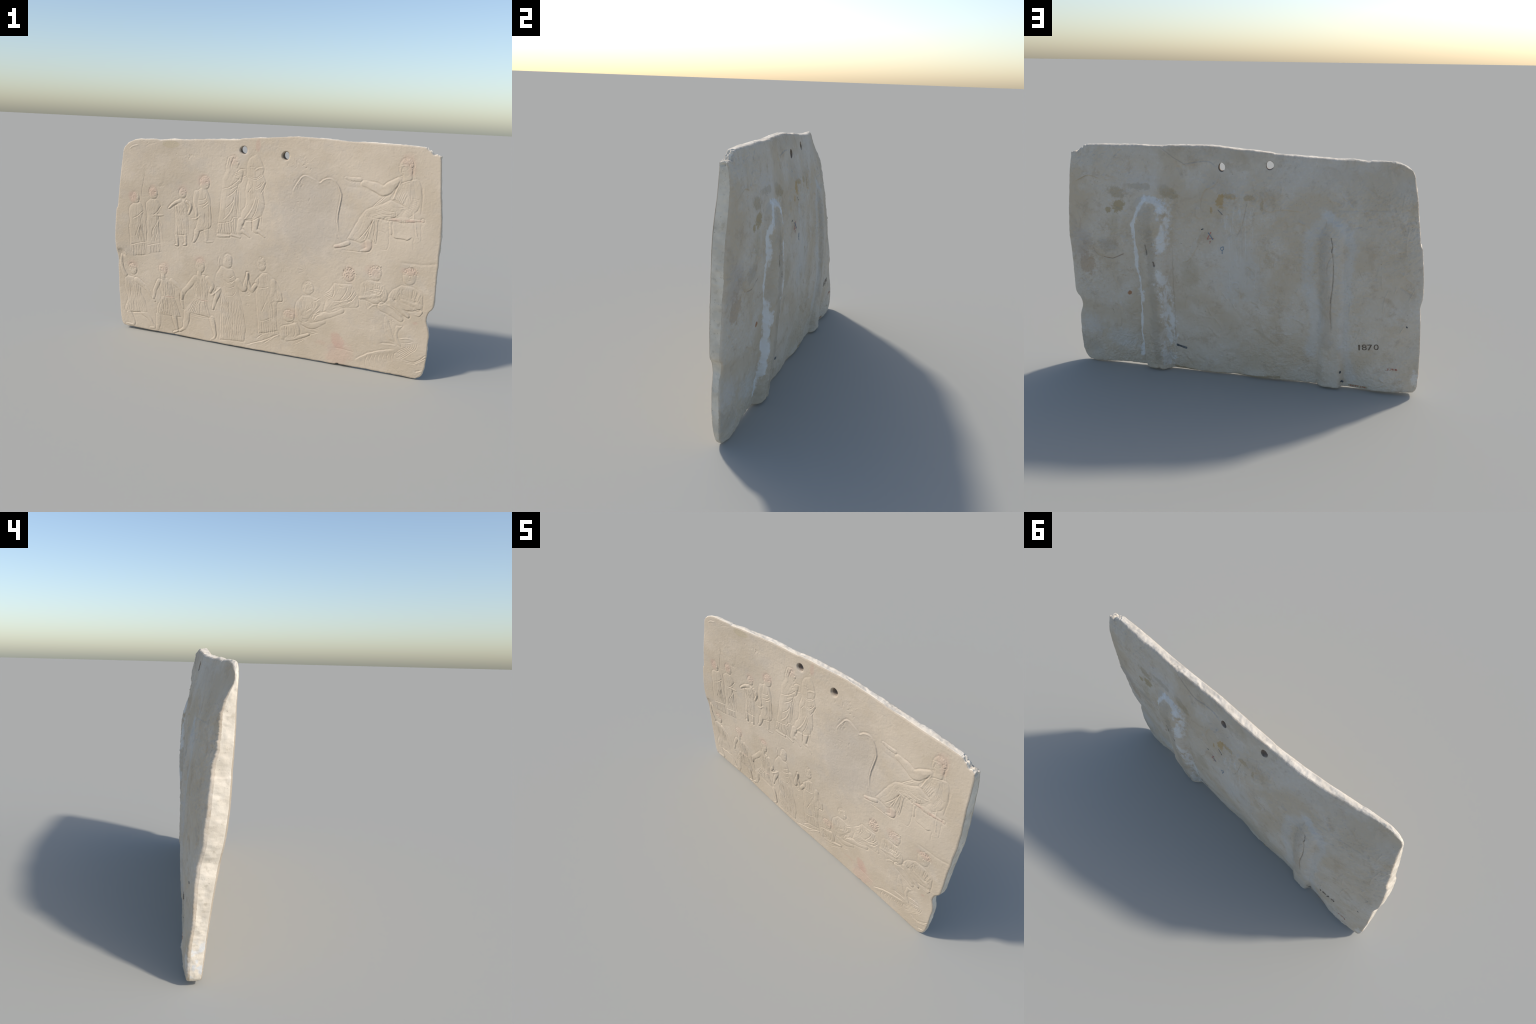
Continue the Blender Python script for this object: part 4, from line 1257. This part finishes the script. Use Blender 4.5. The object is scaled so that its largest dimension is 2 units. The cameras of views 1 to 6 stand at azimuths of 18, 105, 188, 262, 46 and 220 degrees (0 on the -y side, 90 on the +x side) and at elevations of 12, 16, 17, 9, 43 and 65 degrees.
# ================================================================= objects
def region_object(name, face_sel, material, parent):
    f = F[face_sel]
    used, inv = np.unique(f, return_inverse=True)
    me = bpy.data.meshes.new(name)
    me.vertices.add(len(used))
    me.vertices.foreach_set("co", V[used].astype(np.float32).ravel())
    m = len(f)
    me.loops.add(m * 4)
    me.polygons.add(m)
    me.loops.foreach_set("vertex_index", inv.reshape(-1).astype(np.int32))
    me.polygons.foreach_set("loop_start", (np.arange(m) * 4).astype(np.int32))
    me.update(calc_edges=True)
    me.polygons.foreach_set("use_smooth", np.ones(m, bool))
    me.normals_split_custom_set_from_vertices(N[used].astype(np.float32))
    me.materials.append(material)
    ob = bpy.data.objects.new(name, me)
    bpy.context.scene.collection.objects.link(ob)
    ob.parent = parent
    return ob

plaque = bpy.data.objects.new("relief_plaque", None)
bpy.context.scene.collection.objects.link(plaque)
plaque["label"] = "pale beige plaster relief plaque with two rows of incised figures"
plaque["category"] = "relief plaque"

region_object("front_panel", L == 0, MAT_FRONT, plaque)
region_object("back_panel", L == KIND["back"], MAT_BACK, plaque)
region_object("rim", L == KIND["rim"], MAT_RIM, plaque)
for k in range(2):
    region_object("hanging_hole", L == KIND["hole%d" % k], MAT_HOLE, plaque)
    region_object("mounting_ridge", L == KIND["ridge%d" % k], MAT_BACK, plaque)

bodies = {}
order = sorted(range(1, len(PARTS)), key=lambda k: 0 if PARTS[k][0] == "garment" else 1)
for k in order:
    kind, fig = PARTS[k]
    sel = L == k
    if not sel.any():
        continue
    if kind == "garment":
        bodies[fig] = region_object(FIGURE_NAMES[fig], sel, MAT_FRONT, plaque)
    else:
        region_object(kind, sel, MAT_FRONT, bodies.get(fig, plaque))

# ================================================================= writing and pencil marks on the back
INK_BROWN = flat_paint("brown_ink", (.14, .105, .075), (.20, .155, .115))
INK_RED = flat_paint("red_ink", (.42, .12, .075), (.36, .13, .09))
CRAYON_RED = flat_paint("red_crayon", (.55, .20, .15), (.45, .25, .2))
CRAYON_BLUE = flat_paint("blue_crayon", (.16, .24, .32), (.22, .28, .34))
GRAPHITE = flat_paint("graphite", (.10, .10, .10), (.2, .2, .2))
LABEL = flat_paint("yellowed_varnish", (.44, .37, .25))

def new_mesh_object(name, co, polys, material):
    me = bpy.data.meshes.new(name)
    me.from_pydata([tuple(c) for c in co], [], polys)
    me.update()
    me.materials.append(material)
    ob = bpy.data.objects.new(name, me)
    bpy.context.scene.collection.objects.link(ob)
    ob.parent = plaque
    return ob

def lettering(name, text, first, last, size, material, weight=0.0, squeeze=1.0):
    """text laid along the line first -> last (mm, on the back, so it runs towards -x)"""
    cu = bpy.data.curves.new(name, "FONT")
    cu.body, cu.size, cu.offset = text, 1.0, weight
    cu.resolution_u = 4
    tmp = bpy.data.objects.new(name, cu)
    bpy.context.scene.collection.objects.link(tmp)
    dg = bpy.context.evaluated_depsgraph_get()
    dg.update()
    me = tmp.evaluated_get(dg).to_mesh()
    co = np.array([v.co[:] for v in me.vertices])
    polys = [list(p.vertices) for p in me.polygons]
    tmp.to_mesh_clear()
    bpy.data.objects.remove(tmp)
    lo, hi = co.min(0), co.max(0)
    a, b = np.array(first, float), np.array(last, float)
    along = (b - a) / np.linalg.norm(b - a)
    up = np.array((along[1], -along[0]))
    if up[1] < 0:
        up = -up
    u = (co[:, 0] - lo[0]) / (hi[0] - lo[0]) * np.linalg.norm(b - a)
    v = (co[:, 1] - lo[1]) / (hi[1] - lo[1]) * size
    pts = [a + along * p + up * q for p, q in zip(u, v)]
    co3 = [back_point(p[0] * MM, p[1] * MM, .0009) for p in pts]
    return new_mesh_object(name, co3, polys, material)

def brush_stroke(name, pts, half, material, proud=.0009):
    """thin ribbon of colour following the back surface; half-width in mm"""
    s = spline(pts, 3.0)
    t = np.gradient(s, axis=0)
    t /= np.linalg.norm(t, axis=1)[:, None] + 1e-9
    n = np.c_[-t[:, 1], t[:, 0]]
    r = np.random.default_rng(len(s) + int(abs(s[0, 0])))
    taper = half * (.75 + .35 * r.random(len(s)))
    taper[0] *= .5; taper[-1] *= .5
    rows = [s + n * (taper * k)[:, None] for k in (-1, 0, 1)]
    co = [back_point(p[0] * MM, p[1] * MM, proud) for row in rows for p in row]
    m = len(s)
    polys = [[k * m + i, k * m + i + 1, (k + 1) * m + i + 1, (k + 1) * m + i] for k in range(2) for i in range(m - 1)]
    return new_mesh_object(name, co, polys, material)

for glyph, a, b in (("I", 0, .085), ("8", .173, .412), ("7", .446, .685), ("0", .752, 1)):      # 1870
    lettering("painted_digit", glyph, blend((-526, 230), (-626, 240), a), blend((-526, 230), (-626, 240), b), 31, INK_BROWN, .004)
lettering("date_stamp", "..7.1918.", (-664, 134), (-723, 139), 11, INK_RED, .02)
brush_stroke("label_strip", [(-483, 22), (-534, 22), (-581, 22)], 6, LABEL, .0006)
lettering("label_writing", "24.97.104", (-491, 16), (-572, 17), 10, INK_RED, .02)
brush_stroke("crayon_mark", [(221, 794), (232, 774), (242, 754)], 2.4, CRAYON_RED)
brush_stroke("crayon_mark", [(242, 755), (223, 760), (207, 763)], 1.8, CRAYON_RED, .0007)
brush_stroke("crayon_mark", [(232, 745), (223, 748), (230, 735)], 1.5, CRAYON_RED)
brush_stroke("crayon_mark", [(236, 790), (223, 772), (210, 754)], 2.2, CRAYON_BLUE, .0013)
brush_stroke("crayon_mark", [(158, 724), (172, 717), (169, 705), (158, 710), (160, 723)], 1.7, CRAYON_BLUE)
brush_stroke("crayon_mark", [(165, 707), (165, 686)], 1.5, CRAYON_BLUE, .0013)
brush_stroke("pencil_mark", [(188, 905), (163, 882)], 1.6, GRAPHITE)
brush_stroke("pencil_mark", [(430, 158), (404, 153), (370, 144)], 7, GRAPHITE)
brush_stroke("pencil_mark", [(-439, 107), (-439, 90)], 5, GRAPHITE)
brush_stroke("pencil_mark", [(-443, 43), (-458, 35)], 6, GRAPHITE)
brush_stroke("pencil_mark", [(-750, 371), (-757, 362)], 3.5, GRAPHITE)
brush_stroke("pencil_mark", [(273, 801), (260, 807)], 3.2, GRAPHITE)
